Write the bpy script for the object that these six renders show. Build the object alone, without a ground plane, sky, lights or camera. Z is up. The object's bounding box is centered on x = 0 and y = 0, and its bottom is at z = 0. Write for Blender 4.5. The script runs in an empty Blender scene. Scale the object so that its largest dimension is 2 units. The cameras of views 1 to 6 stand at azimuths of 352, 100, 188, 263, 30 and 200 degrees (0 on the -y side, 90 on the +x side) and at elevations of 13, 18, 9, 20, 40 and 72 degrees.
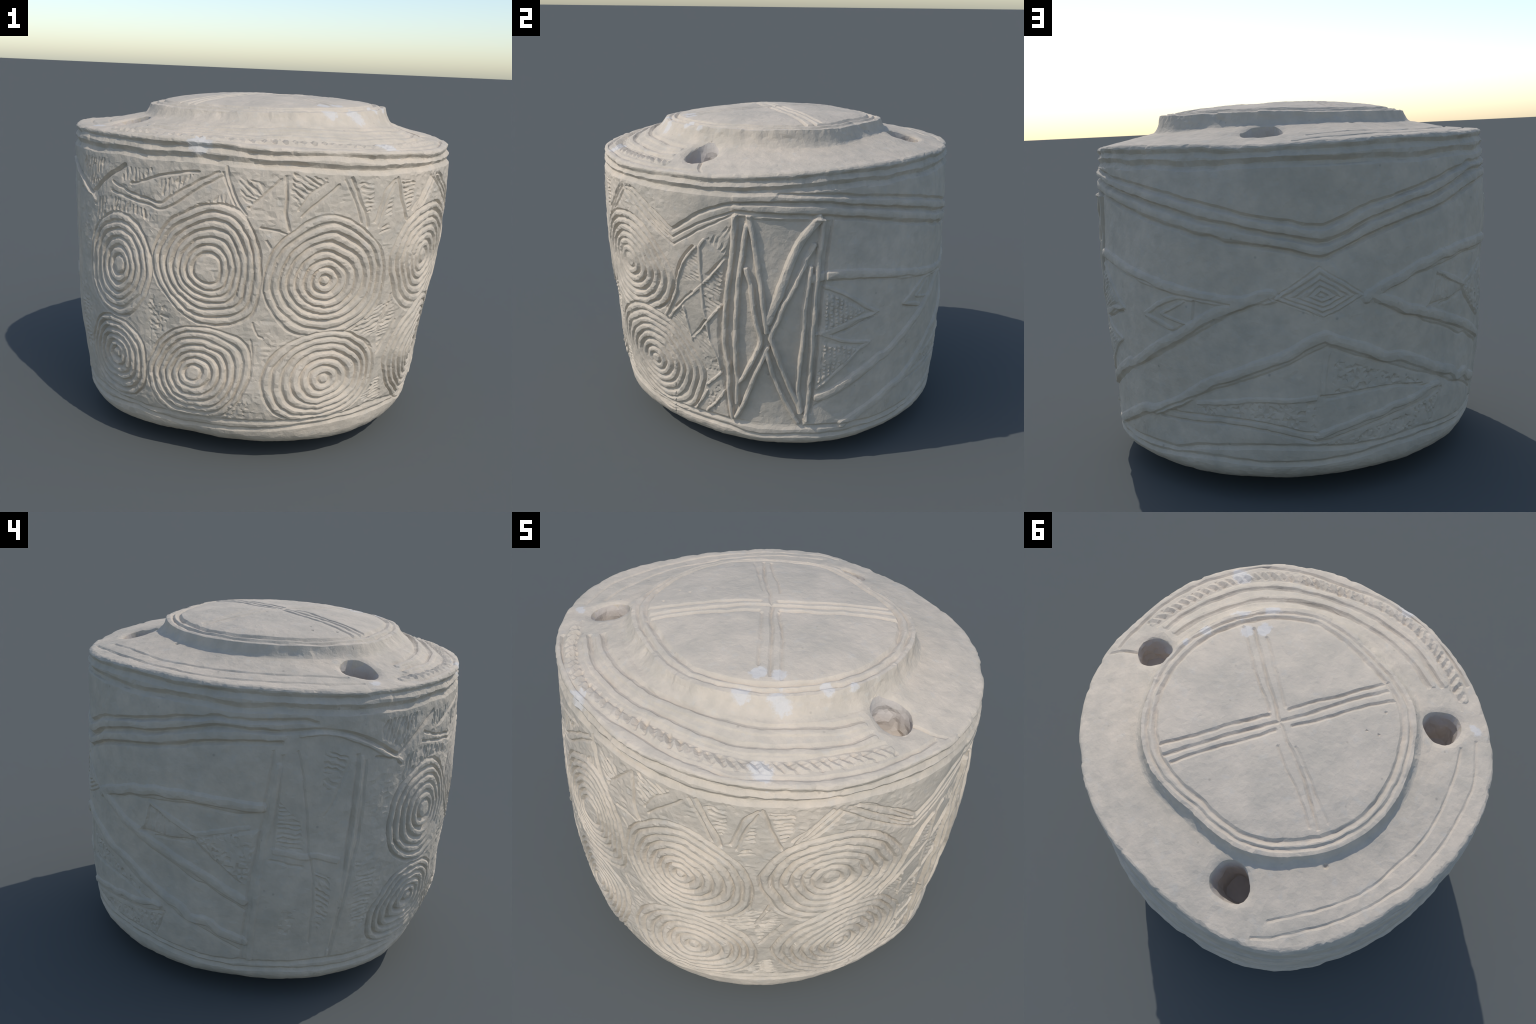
"""Carved chalk drum: a squat cylinder of soft white stone with a domed lid,
covered with ring motifs, hatched triangles, bands, a lozenge panel and collars.
The stone is lofted as one fine surface, every carving is a stroke with a width
and a depth pressed into it, and the surface is then cut into its parts."""
import bpy, bmesh, math
import numpy as np
from mathutils import Vector

rng = np.random.default_rng(11)

# ---------------------------------------------------------------------------
# 1. THE PLAIN STONE: a drum lofted through six measured cross-sections
#    (radius every 15 degrees, counter-clockwise from -180), a rounded foot,
#    a sloping shoulder, a cove and a low domed lid.
# ---------------------------------------------------------------------------
SECTION_HEIGHTS = [0.14, 0.32, 0.60, 0.90, 1.20, 1.50]
FOOT_SECTION = [0.916, 0.920, 0.915, 0.888, 0.858, 0.870, 0.884, 0.886, 0.884, 0.871, 0.866, 0.883,
                0.911, 0.933, 0.951, 0.940, 0.935, 0.938, 0.935, 0.930, 0.917, 0.912, 0.910, 0.901]
LOW_SECTION = [0.940, 0.942, 0.941, 0.943, 0.931, 0.942, 0.947, 0.934, 0.914, 0.914, 0.895, 0.905,
               0.925, 0.931, 0.953, 0.953, 0.930, 0.939, 0.958, 0.951, 0.931, 0.929, 0.931, 0.930]
BELLY_SECTION = [0.975, 0.984, 0.980, 0.981, 0.956, 0.945, 0.950, 0.946, 0.947, 0.961, 0.935, 0.938,
                 0.964, 0.955, 0.960, 0.957, 0.948, 0.945, 0.961, 0.967, 0.951, 0.939, 0.934, 0.956]
CHEST_SECTION = [0.979, 0.992, 0.986, 0.986, 0.977, 0.961, 0.962, 0.974, 0.982, 0.978, 0.976, 0.976,
                 0.988, 0.979, 0.961, 0.953, 0.953, 0.947, 0.954, 0.979, 0.967, 0.962, 0.959, 0.967]
NECK_SECTION = [0.997, 0.999, 0.985, 0.971, 0.962, 0.963, 0.974, 0.990, 1.002, 1.002, 1.007, 1.001,
                0.988, 0.974, 0.943, 0.930, 0.933, 0.941, 0.955, 0.967, 0.968, 0.965, 0.965, 0.985]
RIM_SECTION = [0.992, 0.996, 0.979, 0.959, 0.949, 0.943, 0.967, 0.987, 0.998, 1.006, 0.995, 1.000,
               0.987, 0.964, 0.937, 0.908, 0.892, 0.902, 0.944, 0.972, 0.959, 0.935, 0.945, 0.968]
SECTIONS = np.array([FOOT_SECTION, LOW_SECTION, BELLY_SECTION, CHEST_SECTION, NECK_SECTION, RIM_SECTION])
BASE_EDGE, FOOT_ROUND_HEIGHT = 0.064, 0.162         # the underside is a shallow bowl below the edge
FOOT_ROUND_INSET = [0.170, 0.180, 0.190, 0.200, 0.180, 0.170, 0.150, 0.150, 0.160, 0.160, 0.170, 0.160]

# height of the rim crest and, for the lid, its outline radius, lip height and
# the reach of the cove at its foot, all every 30 degrees from -180
RIM_CREST = [1.556, 1.547, 1.557, 1.532, 1.525, 1.513, 1.530, 1.553, 1.553, 1.537, 1.553, 1.554]
LIP_RADIUS = [0.607, 0.626, 0.602, 0.642, 0.646, 0.655, 0.646, 0.618, 0.545, 0.568, 0.580, 0.600]
LIP_HEIGHT = [1.663, 1.662, 1.660, 1.668, 1.678, 1.688, 1.690, 1.690, 1.686, 1.681, 1.665, 1.663]
COVE_REACH = [0.040, 0.050, 0.075, 0.080, 0.078, 0.060, 0.045, 0.045, 0.045, 0.045, 0.045, 0.040]
COVE_FOOT = [1.607, 1.607, 1.606, 1.602, 1.604, 1.604, 1.605, 1.605, 1.615, 1.618, 1.616, 1.607]
SHOULDER_SAG = [0.010, 0.009, 0.013, 0.009, 0.011, 0.008, 0.004, 0.000, 0.000, 0.000, 0.004, 0.010]
DOME_TOP = 1.733


def around(values, th):
    """closed smooth curve through values spaced evenly from -180 degrees (Catmull-Rom)"""
    v = np.asarray(values, float)
    n = v.shape[-1]
    x = (np.asarray(th) + math.pi) / (2 * math.pi) * n
    i = np.floor(x).astype(int)
    f = x - i
    a, b, c, d = (v[..., (i + k) % n] for k in (-1, 0, 1, 2))
    return b + 0.5 * f * (c - a + f * (2 * a - 5 * b + 4 * c - d + f * (3 * (b - c) + d - a)))


def wall_radius(th, z):
    th, z = np.broadcast_arrays(np.asarray(th, float), np.asarray(z, float))
    ring = around(SECTIONS, th)                      # six radii at this angle
    h = np.array(SECTION_HEIGHTS)
    m = np.gradient(ring, h, axis=0)                 # slopes for a cubic loft
    zz = np.clip(z, h[0], h[-1])
    j = np.clip(np.searchsorted(h, zz) - 1, 0, len(h) - 2)
    dh = h[j + 1] - h[j]
    t = (zz - h[j]) / dh
    pick = lambda a, k: np.take_along_axis(a, k[None], 0)[0]
    r0, r1, m0, m1 = pick(ring, j), pick(ring, j + 1), pick(m, j) * dh, pick(m, j + 1) * dh
    r = (2*t**3 - 3*t**2 + 1) * r0 + (t**3 - 2*t**2 + t) * m0 + (3*t**2 - 2*t**3) * r1 + (t**3 - t**2) * m1
    r = r + np.minimum(z - h[0], 0) * m[0]
    q = np.clip((FOOT_ROUND_HEIGHT - z) / (FOOT_ROUND_HEIGHT - BASE_EDGE), 0, 1)
    return r * (1 - around(FOOT_ROUND_INSET, th) * (1 - np.sqrt(1 - q * q)))


def rim_radius(th):
    return wall_radius(th, np.full(np.shape(th), 1.5))


def top_height(th, rho):
    """height of the plain top (shoulder, cove, lid) over a plan position"""
    crest, lip, zl = around(RIM_CREST, th), around(LIP_RADIUS, th), around(LIP_HEIGHT, th)
    foot, zf, rim = lip + around(COVE_REACH, th), around(COVE_FOOT, th), rim_radius(th)
    v = np.clip((rim - rho) / (rim - foot), -0.2, 1)
    shoulder = crest + (zf - crest) * v - around(SHOULDER_SAG, th) * 4 * np.clip(v, 0, 1) * np.clip(1 - v, 0, 1)
    u = np.clip((foot - rho) / (foot - lip), 0, 1)
    cove = zf + (zl - zf) * u ** 2.0
    dome = zl + (DOME_TOP - zl) * (1 - np.clip(rho / lip, 0, 1) ** 2.5)
    return np.where(rho > foot, shoulder, np.where(rho > lip, cove, dome))


# ---------------------------------------------------------------------------
# 2. THE FINE GRID: rows run from the middle of the underside, up the wall,
#    over the rim and shoulder to the middle of the lid; columns run round.
# ---------------------------------------------------------------------------
COLS = 1300
TH = -math.pi + 2 * math.pi * np.arange(COLS) / COLS
WALL_ARC = 0.96                                   # metres of wall per radian

under_v = np.linspace(0.03, 1, 40, endpoint=False)
wall_z = np.concatenate([BASE_EDGE + (0.165 - BASE_EDGE) * np.linspace(0, 1, 45, endpoint=False) ** 2, np.linspace(0.165, 1.0, 190, endpoint=False),
                         np.linspace(1.0, 1.40, 95, endpoint=False)])
collar_f = np.linspace(0, 1, 36, endpoint=False)            # the last stretch follows the uneven rim
rim_a = np.linspace(0, 1, 13, endpoint=False)
shoulder_v = np.linspace(0.10, 1, 72, endpoint=False)
cove_v = np.linspace(0, 1, 26, endpoint=False)
lid_v = np.linspace(1, 0.012, 132)

R_RIM = rim_radius(TH)
LIP, FOOT = around(LIP_RADIUS, TH), around(LIP_RADIUS, TH) + around(COVE_REACH, TH)


def top_row(rho):
    return rho, top_height(TH, rho)


rows = []
r_bottom = wall_radius(TH, np.full(COLS, BASE_EDGE))
for v in under_v:
    rows.append((r_bottom * v, ((BASE_EDGE + 0.005) * v ** 1.25 - 0.005) * np.ones(COLS)))
w0 = len(rows)
for z in wall_z:
    rows.append((wall_radius(TH, np.full(COLS, z)), np.full(COLS, z)))
crest_z = around(RIM_CREST, TH) - 0.034
for f in collar_f:
    z = 1.40 + (crest_z - 1.40) * f
    rows.append((wall_radius(TH, z), z))
# the rounded rim: a soft quarter turn from the wall into the shoulder
rho_s = R_RIM - 0.10 * (R_RIM - FOOT)
z_s = top_height(TH, rho_s)
rw, zw = wall_radius(TH, crest_z), crest_z
cr, cz = R_RIM + 0.003, z_s - 0.001
for a in rim_a:
    b0, b1, b2 = (1 - a) ** 2, 2 * a * (1 - a), a * a
    rows.append((b0 * rw + b1 * cr + b2 * rho_s, b0 * zw + b1 * cz + b2 * z_s))
w1 = t0 = len(rows)
for v in shoulder_v:
    rows.append(top_row(R_RIM + (FOOT - R_RIM) * v))
for v in cove_v:
    rows.append(top_row(FOOT + (LIP - FOOT) * v))
for v in lid_v:
    rows.append(top_row(LIP * v))
RHO = np.array([r for r, z in rows])
Z = np.array([z for r, z in rows])
ROWS = len(rows)
X, Y = RHO * np.cos(TH), RHO * np.sin(TH)


# ---------------------------------------------------------------------------
# noise: smooth gradient-free lattice noise, seeded
# ---------------------------------------------------------------------------
LATTICE = rng.random((32, 32, 32)).astype(np.float32)


def noise(x, y, z, size, shift=0.0):
    """smooth value noise in -1..1 with features about `size` metres across"""
    out = 0
    p = [np.asarray(c) / size + shift + k for c, k in ((x, 5.3), (y, 11.7), (z, 7.9))]
    i = [np.floor(c).astype(int) for c in p]
    f = [c - k for c, k in zip(p, i)]
    f = [t * t * (3 - 2 * t) for t in f]
    for dx in (0, 1):
        for dy in (0, 1):
            for dz in (0, 1):
                w = (f[0] if dx else 1 - f[0]) * (f[1] if dy else 1 - f[1]) * (f[2] if dz else 1 - f[2])
                out = out + w * LATTICE[(i[0] + dx) % 32, (i[1] + dy) % 32, (i[2] + dz) % 32]
    return 2 * out - 1


smooth = lambda t: np.clip(t, 0, 1) ** 2 * (3 - 2 * np.clip(t, 0, 1))

# ---------------------------------------------------------------------------
# 3. CARVING THE WALL.  Strokes are given as (angle in degrees, height in metres).
# ---------------------------------------------------------------------------
wz = Z[w0:w1].mean(1)
wallX, wallY, wallZ = X[w0:w1], Y[w0:w1], Z[w0:w1]
hand_u = 0.0030 * noise(wallX, wallY, wallZ, 0.045) + 0.0016 * noise(wallX, wallY, wallZ, 0.018, 3.1)
hand_z = 0.0030 * noise(wallX, wallY, wallZ, 0.045, 9.4) + 0.0016 * noise(wallX, wallY, wallZ, 0.018, 5.7)
pressure = 0.92 + 0.34 * noise(wallX, wallY, wallZ, 0.07, 2.2)        # uneven depth of the tool
cut = np.zeros_like(wallX)       # grooves: the deepest wins
proud = np.zeros_like(wallX)     # ridges: the highest wins
level = np.zeros_like(wallX)     # sunk fields


def along(points, corner=50):
    """a smooth path through hand-set points; sharp turns stay sharp"""
    p = np.array(points, float)
    if len(p) < 3:
        return p
    d = np.diff(p, axis=0)
    ang = np.degrees(np.arctan2(d[:, 1], d[:, 0]))
    turn = np.abs((np.diff(ang) + 180) % 360 - 180)
    tan = np.zeros_like(p)
    tan[1:-1] = (p[2:] - p[:-2]) / 2
    tan[0], tan[-1] = d[0], d[-1]
    out = []
    for k in range(len(p) - 1):
        a = d[k] if (0 < k and turn[k - 1] > corner) else tan[k]
        b = d[k] if (k + 1 < len(p) - 1 and turn[k] > corner) else tan[k + 1]
        lim = np.linalg.norm(d[k]) * 1.2
        a, b = (v * min(1, lim / max(np.linalg.norm(v), 1e-9)) for v in (a, b))
        for t in np.arange(0, 1, 0.25):
            out.append((2*t**3 - 3*t**2 + 1) * p[k] + (t**3 - 2*t**2 + t) * a + (3*t**2 - 2*t**3) * p[k+1] + (t**3 - t**2) * b)
    out.append(p[-1])
    return np.array(out)


def unroll(points):
    """(degrees, height) -> metres along the wall, without a jump at 180"""
    p = np.array(points, float)
    p[:, 0] = np.unwrap(np.radians(p[:, 0])) * WALL_ARC
    return p


def window(lo, hi):
    """grid window (row slice, column numbers, wall coordinates) for a box in metres"""
    slack = 0.04 if hi[1] > 1.38 else 0.0
    r0, r1 = np.searchsorted(wz, lo[1] - slack), np.searchsorted(wz, hi[1] + slack)
    step = 2 * math.pi / COLS * WALL_ARC
    c = np.arange(int(math.floor((lo[0] + math.pi * WALL_ARC) / step)), int(math.ceil((hi[0] + math.pi * WALL_ARC) / step)) + 1)
    if len(c) > COLS:
        c = c[:COLS]
    sl, cm = slice(r0, r1), c % COLS
    u = (c * step - math.pi * WALL_ARC)[None, :] + hand_u[sl][:, cm]
    z = wallZ[sl][:, cm] + hand_z[sl][:, cm]
    return sl, cm, u, z


def segment_distance(u, z, a, b):
    ab = b - a
    t = np.clip(((u - a[0]) * ab[0] + (z - a[1]) * ab[1]) / max(ab @ ab, 1e-12), 0, 1)
    return np.hypot(u - a[0] - t * ab[0], z - a[1] - t * ab[1])


def stroke(points, width, depth, layer, profile, closed=False):
    p = unroll(points)
    if closed:
        p = np.vstack([p, p[:1] + [2 * math.pi * WALL_ARC, 0]])
    p = along(p)
    for a, b in zip(p[:-1], p[1:]):
        sl, cm, u, z = window(np.minimum(a, b) - width - 0.006, np.maximum(a, b) + width + 0.006)
        if not u.size:
            continue
        d = segment_distance(u, z, a, b) / width
        h = profile(np.clip(1 - d, 0, 1)) * depth * pressure[sl][:, cm]
        keep = layer[sl]
        keep[:, cm] = np.maximum(keep[:, cm], h)


vee = lambda t: t ** 1.15 * (2 - t) ** 0.5
bead = lambda t: np.sqrt(t * (2 - t)) * smooth(t * 2.2)


def groove(name, width, depth, *points):
    stroke(points, width, depth, cut, vee)


def ridge(name, width, depth, *points):
    stroke(points, width, depth, proud, bead)


def band(name, width, depth, *points):
    stroke(points, width, depth, cut, vee, closed=True)


def patch(points, edge, reach=0.0):
    """soft mask of a polygon on the wall: 1 inside, 0 outside"""
    p = unroll(points)
    sl, cm, u, z = window(p.min(0) - edge - reach, p.max(0) + edge + reach)
    inside, dist = np.zeros(u.shape, bool), np.full(u.shape, 9.0)
    for a, b in zip(p, np.roll(p, -1, 0)):
        dist = np.minimum(dist, segment_distance(u, z, a, b))
        if a[1] != b[1]:
            cross = (z < a[1]) != (z < b[1])
            inside ^= cross & (u < a[0] + (z - a[1]) * (b[0] - a[0]) / (b[1] - a[1]))
    return sl, cm, u, z, smooth(np.where(inside, dist, -dist) / edge + 0.5)


def sunk(name, depth, edge, *points):
    sl, cm, u, z, m = patch(points, edge)
    keep = level[sl]
    keep[:, cm] = np.where(abs(depth) * m > np.abs(keep[:, cm]), -depth * m, keep[:, cm])


def scratch(points, depth, pattern):
    sl, cm, u, z, m = patch(points, 0.012)
    broken = 0.70 + 0.85 * noise(u, z, 0 * u, 0.03, 1.9)
    keep = cut[sl]
    keep[:, cm] = np.maximum(keep[:, cm], m * np.clip(broken, 0.1, 1.3) * depth * pattern(u, z))


def hatch(name, slope, spacing, depth, *points):
    """parallel pecked lines; slope in degrees from the horizontal"""
    s, c = math.sin(math.radians(slope)), math.cos(math.radians(slope))

    def lines(u, z):
        k = (z * c - u * s) / spacing + 0.6 * noise(u, z, 0 * u, 0.05, 6.6) + 0.3 * noise(u, z, 0 * u, 0.018, 2.6)
        return smooth(0.5 + 0.75 * np.cos(2 * math.pi * k))
    scratch(points, depth * 0.95, lines)


def squares(name, slope, spacing, depth, *points):
    sunk(name, -0.010, 0.02, *points)

    def grid(u, z):
        a = u / spacing + 0.15 * noise(u, z, 0 * u, 0.05, 4.4)
        b = z / (spacing * 0.8) + 0.5 * np.floor(a) + 0.2 * noise(u, z, 0 * u, 0.05, 8.4)
        return np.maximum(smooth(0.35 + 0.75 * np.cos(2 * math.pi * a)), 0.7 * smooth(0.2 + 0.75 * np.cos(2 * math.pi * b)))
    scratch(points, depth, grid)


def pits(name, spacing, depth, *points):
    scratch(points, depth * 1.6, lambda u, z: smooth(0.35 + 1.3 * noise(u, z, 0 * u, spacing * 0.62, 3.3)))


MOTIFS = []


def nested_lozenge(name, count, core, depth, centre, *outline):
    ring_motif(name, count, core, depth, centre, *outline, straight=True)


def ring_motif(name, count, core, depth, centre, *outline, straight=False):
    """nested rings between a small boss and a hand-set outline"""
    p = unroll(outline)
    c0 = unroll([centre])[0]
    c0[0] += 2 * math.pi * WALL_ARC * round((p[:, 0].mean() - c0[0]) / (2 * math.pi * WALL_ARC))
    c1 = (p.min(0) + p.max(0)) / 2 * 0.5 + p.mean(0) * 0.5
    if straight:                                   # corners stay corners
        c0 = c1 = p.mean(0)
        p = np.concatenate([a + (b - a) * np.linspace(0, 1, 40)[:, None] for a, b in zip(p, np.roll(p, -1, 0))])
    a = np.arctan2(p[:, 1] - c1[1], p[:, 0] - c1[0])
    r = np.hypot(*(p - c1).T)
    o = np.argsort(a)
    tab = np.linspace(-math.pi, math.pi, 181)
    rad = np.interp(tab, np.concatenate([a[o] - 2 * math.pi, a[o], a[o] + 2 * math.pi]), np.tile(r[o], 3))
    rad = sum(np.roll(rad[:-1], k) for k in range(-4, 5)) / 9 if not straight else rad[:-1]
    rad = np.append(rad, rad[0])
    MOTIFS.append((name, c0, c1, tab, rad, 0.0 if straight else 0.45))
    sl, cm, u, z = window(p.min(0) - 0.05, p.max(0) + 0.05)
    t = ring_position(u, z, MOTIFS[-1])
    k = (t - core) / (1 - core) * count
    k = k + 0.11 * noise(u, z, 0.11 * np.round(k + 0.5), 0.08, 5.9) + 0.36 * noise(u, z, 0 * u, 0.14, 7.7 + len(MOTIFS)) + 0.04 * noise(u, z, 0 * u, 0.04, 2.7)
    rings = (0.5 + 0.5 * np.cos(2 * math.pi * k)) ** 2.1
    rings = np.where(k < 0, rings * (k > -0.5), np.where(k > count, rings * (k < count + 0.5), rings))
    worn = np.clip(1.0 + 0.55 * noise(u, z, 0 * u, 0.12, 4.9 + len(MOTIFS)), 0.25, 1.15)
    m = smooth((count + 0.5 - k) / 0.5)
    for layer, h in ((cut, rings * depth * worn), (proud, 0 * u), (level, 0.004 * m)):
        keep = layer[sl]
        keep[:, cm] = keep[:, cm] * (1 - m) + np.where(m > 0, np.maximum(h, keep[:, cm] * (1 - m)), 0) * m if layer is cut else keep[:, cm] * (1 - m) + h


def ring_position(u, z, motif):
    """0 at the boss, 1 on the outline"""
    name, c0, c1, tab, rad, rounding = motif
    t = np.full(u.shape, 0.5)
    mean = rad.mean()
    for _ in range(7):
        s = np.clip(t, 0, 1.15)
        du, dz = u - c0[0] - (c1[0] - c0[0]) * s, z - c0[1] - (c1[1] - c0[1]) * s
        r = np.interp(np.arctan2(dz, du), tab, rad)
        r = mean + (r - mean) * (1 - rounding * (1 - np.clip(s, 0, 1)))
        t = np.hypot(du, dz) / r
    return t



# nested rings: name, number of rings, boss size, depth, centre, outline
ring_motif("ring_motif", 5, 0.2, 0.0145, (-139.7, 0.932),
        (-127.8, 0.989), (-128.4, 0.860), (-131.8, 0.757), (-137.1, 0.693), (-144.2, 0.695), (-150.6, 0.751), (-154.0, 0.836),
        (-154.2, 0.966), (-151.2, 1.078), (-145.8, 1.157), (-140.7, 1.189), (-135.7, 1.171), (-130.4, 1.095))
ring_motif("ring_motif", 6, 0.24, 0.0145, (-111.6, 0.981),
        (-97.5, 1.021), (-97.5, 0.890), (-99.3, 0.767), (-105.1, 0.723), (-114.0, 0.722), (-120.2, 0.784), (-125.1, 0.876),
        (-127.4, 0.966), (-126.5, 1.069), (-122.9, 1.176), (-117.4, 1.249), (-108.6, 1.275), (-103.1, 1.251), (-99.5, 1.164))
ring_motif("ring_motif", 7, 0.09, 0.0145, (-79.3, 0.944),
        (-61.2, 0.954), (-62.2, 0.828), (-66.5, 0.734), (-73.7, 0.683), (-81.5, 0.678), (-88.9, 0.710), (-93.4, 0.789),
        (-96.3, 0.921), (-95.1, 1.023), (-91.5, 1.136), (-86.4, 1.206), (-81.2, 1.250), (-74.0, 1.222), (-67.9, 1.159),
        (-63.8, 1.070))
ring_motif("ring_motif", 6, 0.14, 0.0145, (-42.6, 0.996),
        (-21.8, 0.996), (-24.1, 0.882), (-31.2, 0.773), (-38.4, 0.724), (-45.1, 0.734), (-50.8, 0.752), (-57.2, 0.893),
        (-60.0, 0.988), (-58.4, 1.102), (-53.7, 1.208), (-47.4, 1.251), (-41.3, 1.265), (-35.5, 1.254), (-29.5, 1.195),
        (-25.1, 1.067))
ring_motif("ring_motif", 5, 0.16, 0.0145, (-141.8, 0.482),
        (-129.8, 0.528), (-130.5, 0.432), (-132.7, 0.339), (-138.8, 0.256), (-147.3, 0.260), (-155.4, 0.298), (-156.7, 0.406),
        (-153.6, 0.537), (-147.9, 0.647), (-140.5, 0.668), (-133.8, 0.637), (-130.9, 0.590))
ring_motif("ring_motif", 6, 0.15, 0.0145, (-115.6, 0.474),
        (-98.8, 0.522), (-100.2, 0.410), (-103.2, 0.318), (-109.1, 0.250), (-116.3, 0.231), (-124.8, 0.246), (-128.6, 0.336),
        (-130.3, 0.447), (-127.7, 0.535), (-123.1, 0.646), (-115.8, 0.695), (-106.8, 0.686), (-101.1, 0.637))
ring_motif("ring_motif", 6, 0.12, 0.0145, (-77.3, 0.458),
        (-58.5, 0.472), (-59.4, 0.364), (-65.6, 0.289), (-74.9, 0.261), (-83.1, 0.246), (-89.9, 0.269), (-94.6, 0.356),
        (-96.1, 0.451), (-95.1, 0.525), (-91.1, 0.613), (-84.4, 0.667), (-75.7, 0.686), (-67.4, 0.654), (-62.0, 0.593))
ring_motif("ring_motif", 7, 0.12, 0.0145, (-35.0, 0.455),
        (-12.9, 0.480), (-15.0, 0.355), (-18.9, 0.249), (-38.8, 0.200), (-47.5, 0.296), (-53.3, 0.423), (-55.3, 0.494),
        (-52.3, 0.619), (-46.5, 0.707), (-39.5, 0.768), (-31.7, 0.756), (-20.3, 0.637), (-13.7, 0.501))
nested_lozenge("nested_lozenge", 4, 0.12, 0.008, (104.8, 0.922),
        (115.2, 0.901), (104.2, 0.820), (92.0, 0.906), (103.8, 1.036))

# collar grooves under the rim, all the way round
band("upper_collar_groove", 0.022, 0.016,
        (-176.7, 1.521), (-167.1, 1.517), (-160.1, 1.525), (-151.9, 1.523), (-140.1, 1.521), (-131.2, 1.513), (-121.7, 1.516),
        (-108.6, 1.519), (-99.6, 1.503), (-90.5, 1.503), (-79.5, 1.508), (-67.2, 1.493), (-51.4, 1.492), (-46.4, 1.483),
        (-34.8, 1.484), (-21.1, 1.495), (-10.4, 1.488), (1.3, 1.501), (13.1, 1.508), (25.7, 1.522), (40.9, 1.521),
        (45.5, 1.516), (60.1, 1.516), (73.0, 1.518), (78.4, 1.509), (82.8, 1.509), (96.0, 1.514), (107.1, 1.515),
        (113.5, 1.515), (120.6, 1.522), (134.0, 1.519), (150.4, 1.514), (158.7, 1.518), (171.5, 1.522))
band("lower_collar_groove", 0.023, 0.017,
        (-179.6, 1.475), (-170.2, 1.469), (-159.5, 1.467), (-151.5, 1.466), (-139.6, 1.473), (-131.1, 1.464), (-120.4, 1.474),
        (-110.8, 1.468), (-97.2, 1.460), (-90.3, 1.461), (-81.5, 1.451), (-69.6, 1.443), (-58.1, 1.445), (-42.2, 1.451),
        (-31.1, 1.448), (-18.3, 1.450), (-5.6, 1.449), (5.9, 1.460), (13.4, 1.467), (25.8, 1.477), (37.6, 1.479), (43.8, 1.467),
        (52.3, 1.474), (66.5, 1.463), (77.7, 1.462), (82.6, 1.468), (95.8, 1.469), (110.1, 1.465), (123.0, 1.465),
        (132.3, 1.456), (144.0, 1.466), (153.5, 1.466), (162.2, 1.461), (173.5, 1.474))

# foot grooves, all the way round
band("upper_foot_groove", 0.016, 0.012,
        (-173.7, 0.229), (-161.5, 0.228), (-148.8, 0.232), (-137.7, 0.225), (-126.9, 0.226), (-119.0, 0.225), (-107.2, 0.236),
        (-98.7, 0.241), (-91.8, 0.243), (-83.1, 0.246), (-74.7, 0.249), (-62.3, 0.254), (-53.0, 0.256), (-36.4, 0.216),
        (-28.3, 0.214), (-18.6, 0.218), (-8.3, 0.218), (0.6, 0.207), (13.7, 0.207), (30.1, 0.206), (41.5, 0.192), (52.8, 0.197),
        (62.3, 0.199), (68.4, 0.229), (82.2, 0.253), (94.4, 0.257), (101.6, 0.246), (109.9, 0.233), (119.1, 0.228),
        (125.8, 0.235), (129.9, 0.242), (138.5, 0.229), (150.1, 0.213), (159.4, 0.209), (167.9, 0.218), (177.7, 0.221))
band("lower_foot_groove", 0.016, 0.012,
        (-173.4, 0.182), (-165.3, 0.177), (-151.3, 0.183), (-139.2, 0.202), (-128.4, 0.188), (-120.5, 0.174), (-106.6, 0.188),
        (-91.5, 0.199), (-82.8, 0.214), (-69.7, 0.224), (-59.8, 0.217), (-47.9, 0.215), (-38.2, 0.200), (-28.7, 0.186),
        (-16.1, 0.178), (-6.0, 0.176), (2.1, 0.152), (13.8, 0.159), (26.0, 0.159), (39.8, 0.159), (51.6, 0.159), (61.3, 0.174),
        (70.3, 0.189), (78.2, 0.189), (87.0, 0.179), (94.4, 0.177), (106.3, 0.178), (115.5, 0.188), (125.0, 0.203),
        (138.3, 0.201), (150.4, 0.184), (159.8, 0.179), (166.1, 0.173), (177.8, 0.184))

# three grooves of the garland that hangs across the back
groove("garland_groove_high", 0.014, 0.015,
        (9.8, 1.443), (15.8, 1.438), (27.3, 1.426), (36.2, 1.405), (41.4, 1.396), (53.0, 1.369), (57.1, 1.358), (69.9, 1.317),
        (78.7, 1.286), (87.3, 1.250), (97.0, 1.222), (104.3, 1.201), (109.7, 1.226), (116.5, 1.272), (123.7, 1.300),
        (132.4, 1.328), (135.5, 1.339), (143.2, 1.364), (148.2, 1.384), (153.6, 1.391), (157.3, 1.409), (162.4, 1.407),
        (173.7, 1.420), (179.1, 1.427), (-177.2, 1.417))
groove("garland_groove_middle", 0.014, 0.015,
        (-21.2, 1.239), (-13.1, 1.330), (-7.4, 1.373), (-2.1, 1.393), (8.5, 1.402), (21.4, 1.394), (31.7, 1.367), (37.0, 1.355),
        (46.8, 1.329), (51.6, 1.314), (63.0, 1.279), (73.1, 1.238), (82.1, 1.212), (88.7, 1.187), (96.8, 1.162), (104.1, 1.133),
        (109.5, 1.153), (117.2, 1.211), (125.5, 1.250), (130.9, 1.270), (137.7, 1.285), (148.8, 1.331), (157.5, 1.368),
        (165.7, 1.375), (173.8, 1.374), (179.3, 1.381), (-173.6, 1.381), (-166.2, 1.353), (-160.5, 1.310), (-153.7, 1.241))
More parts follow.
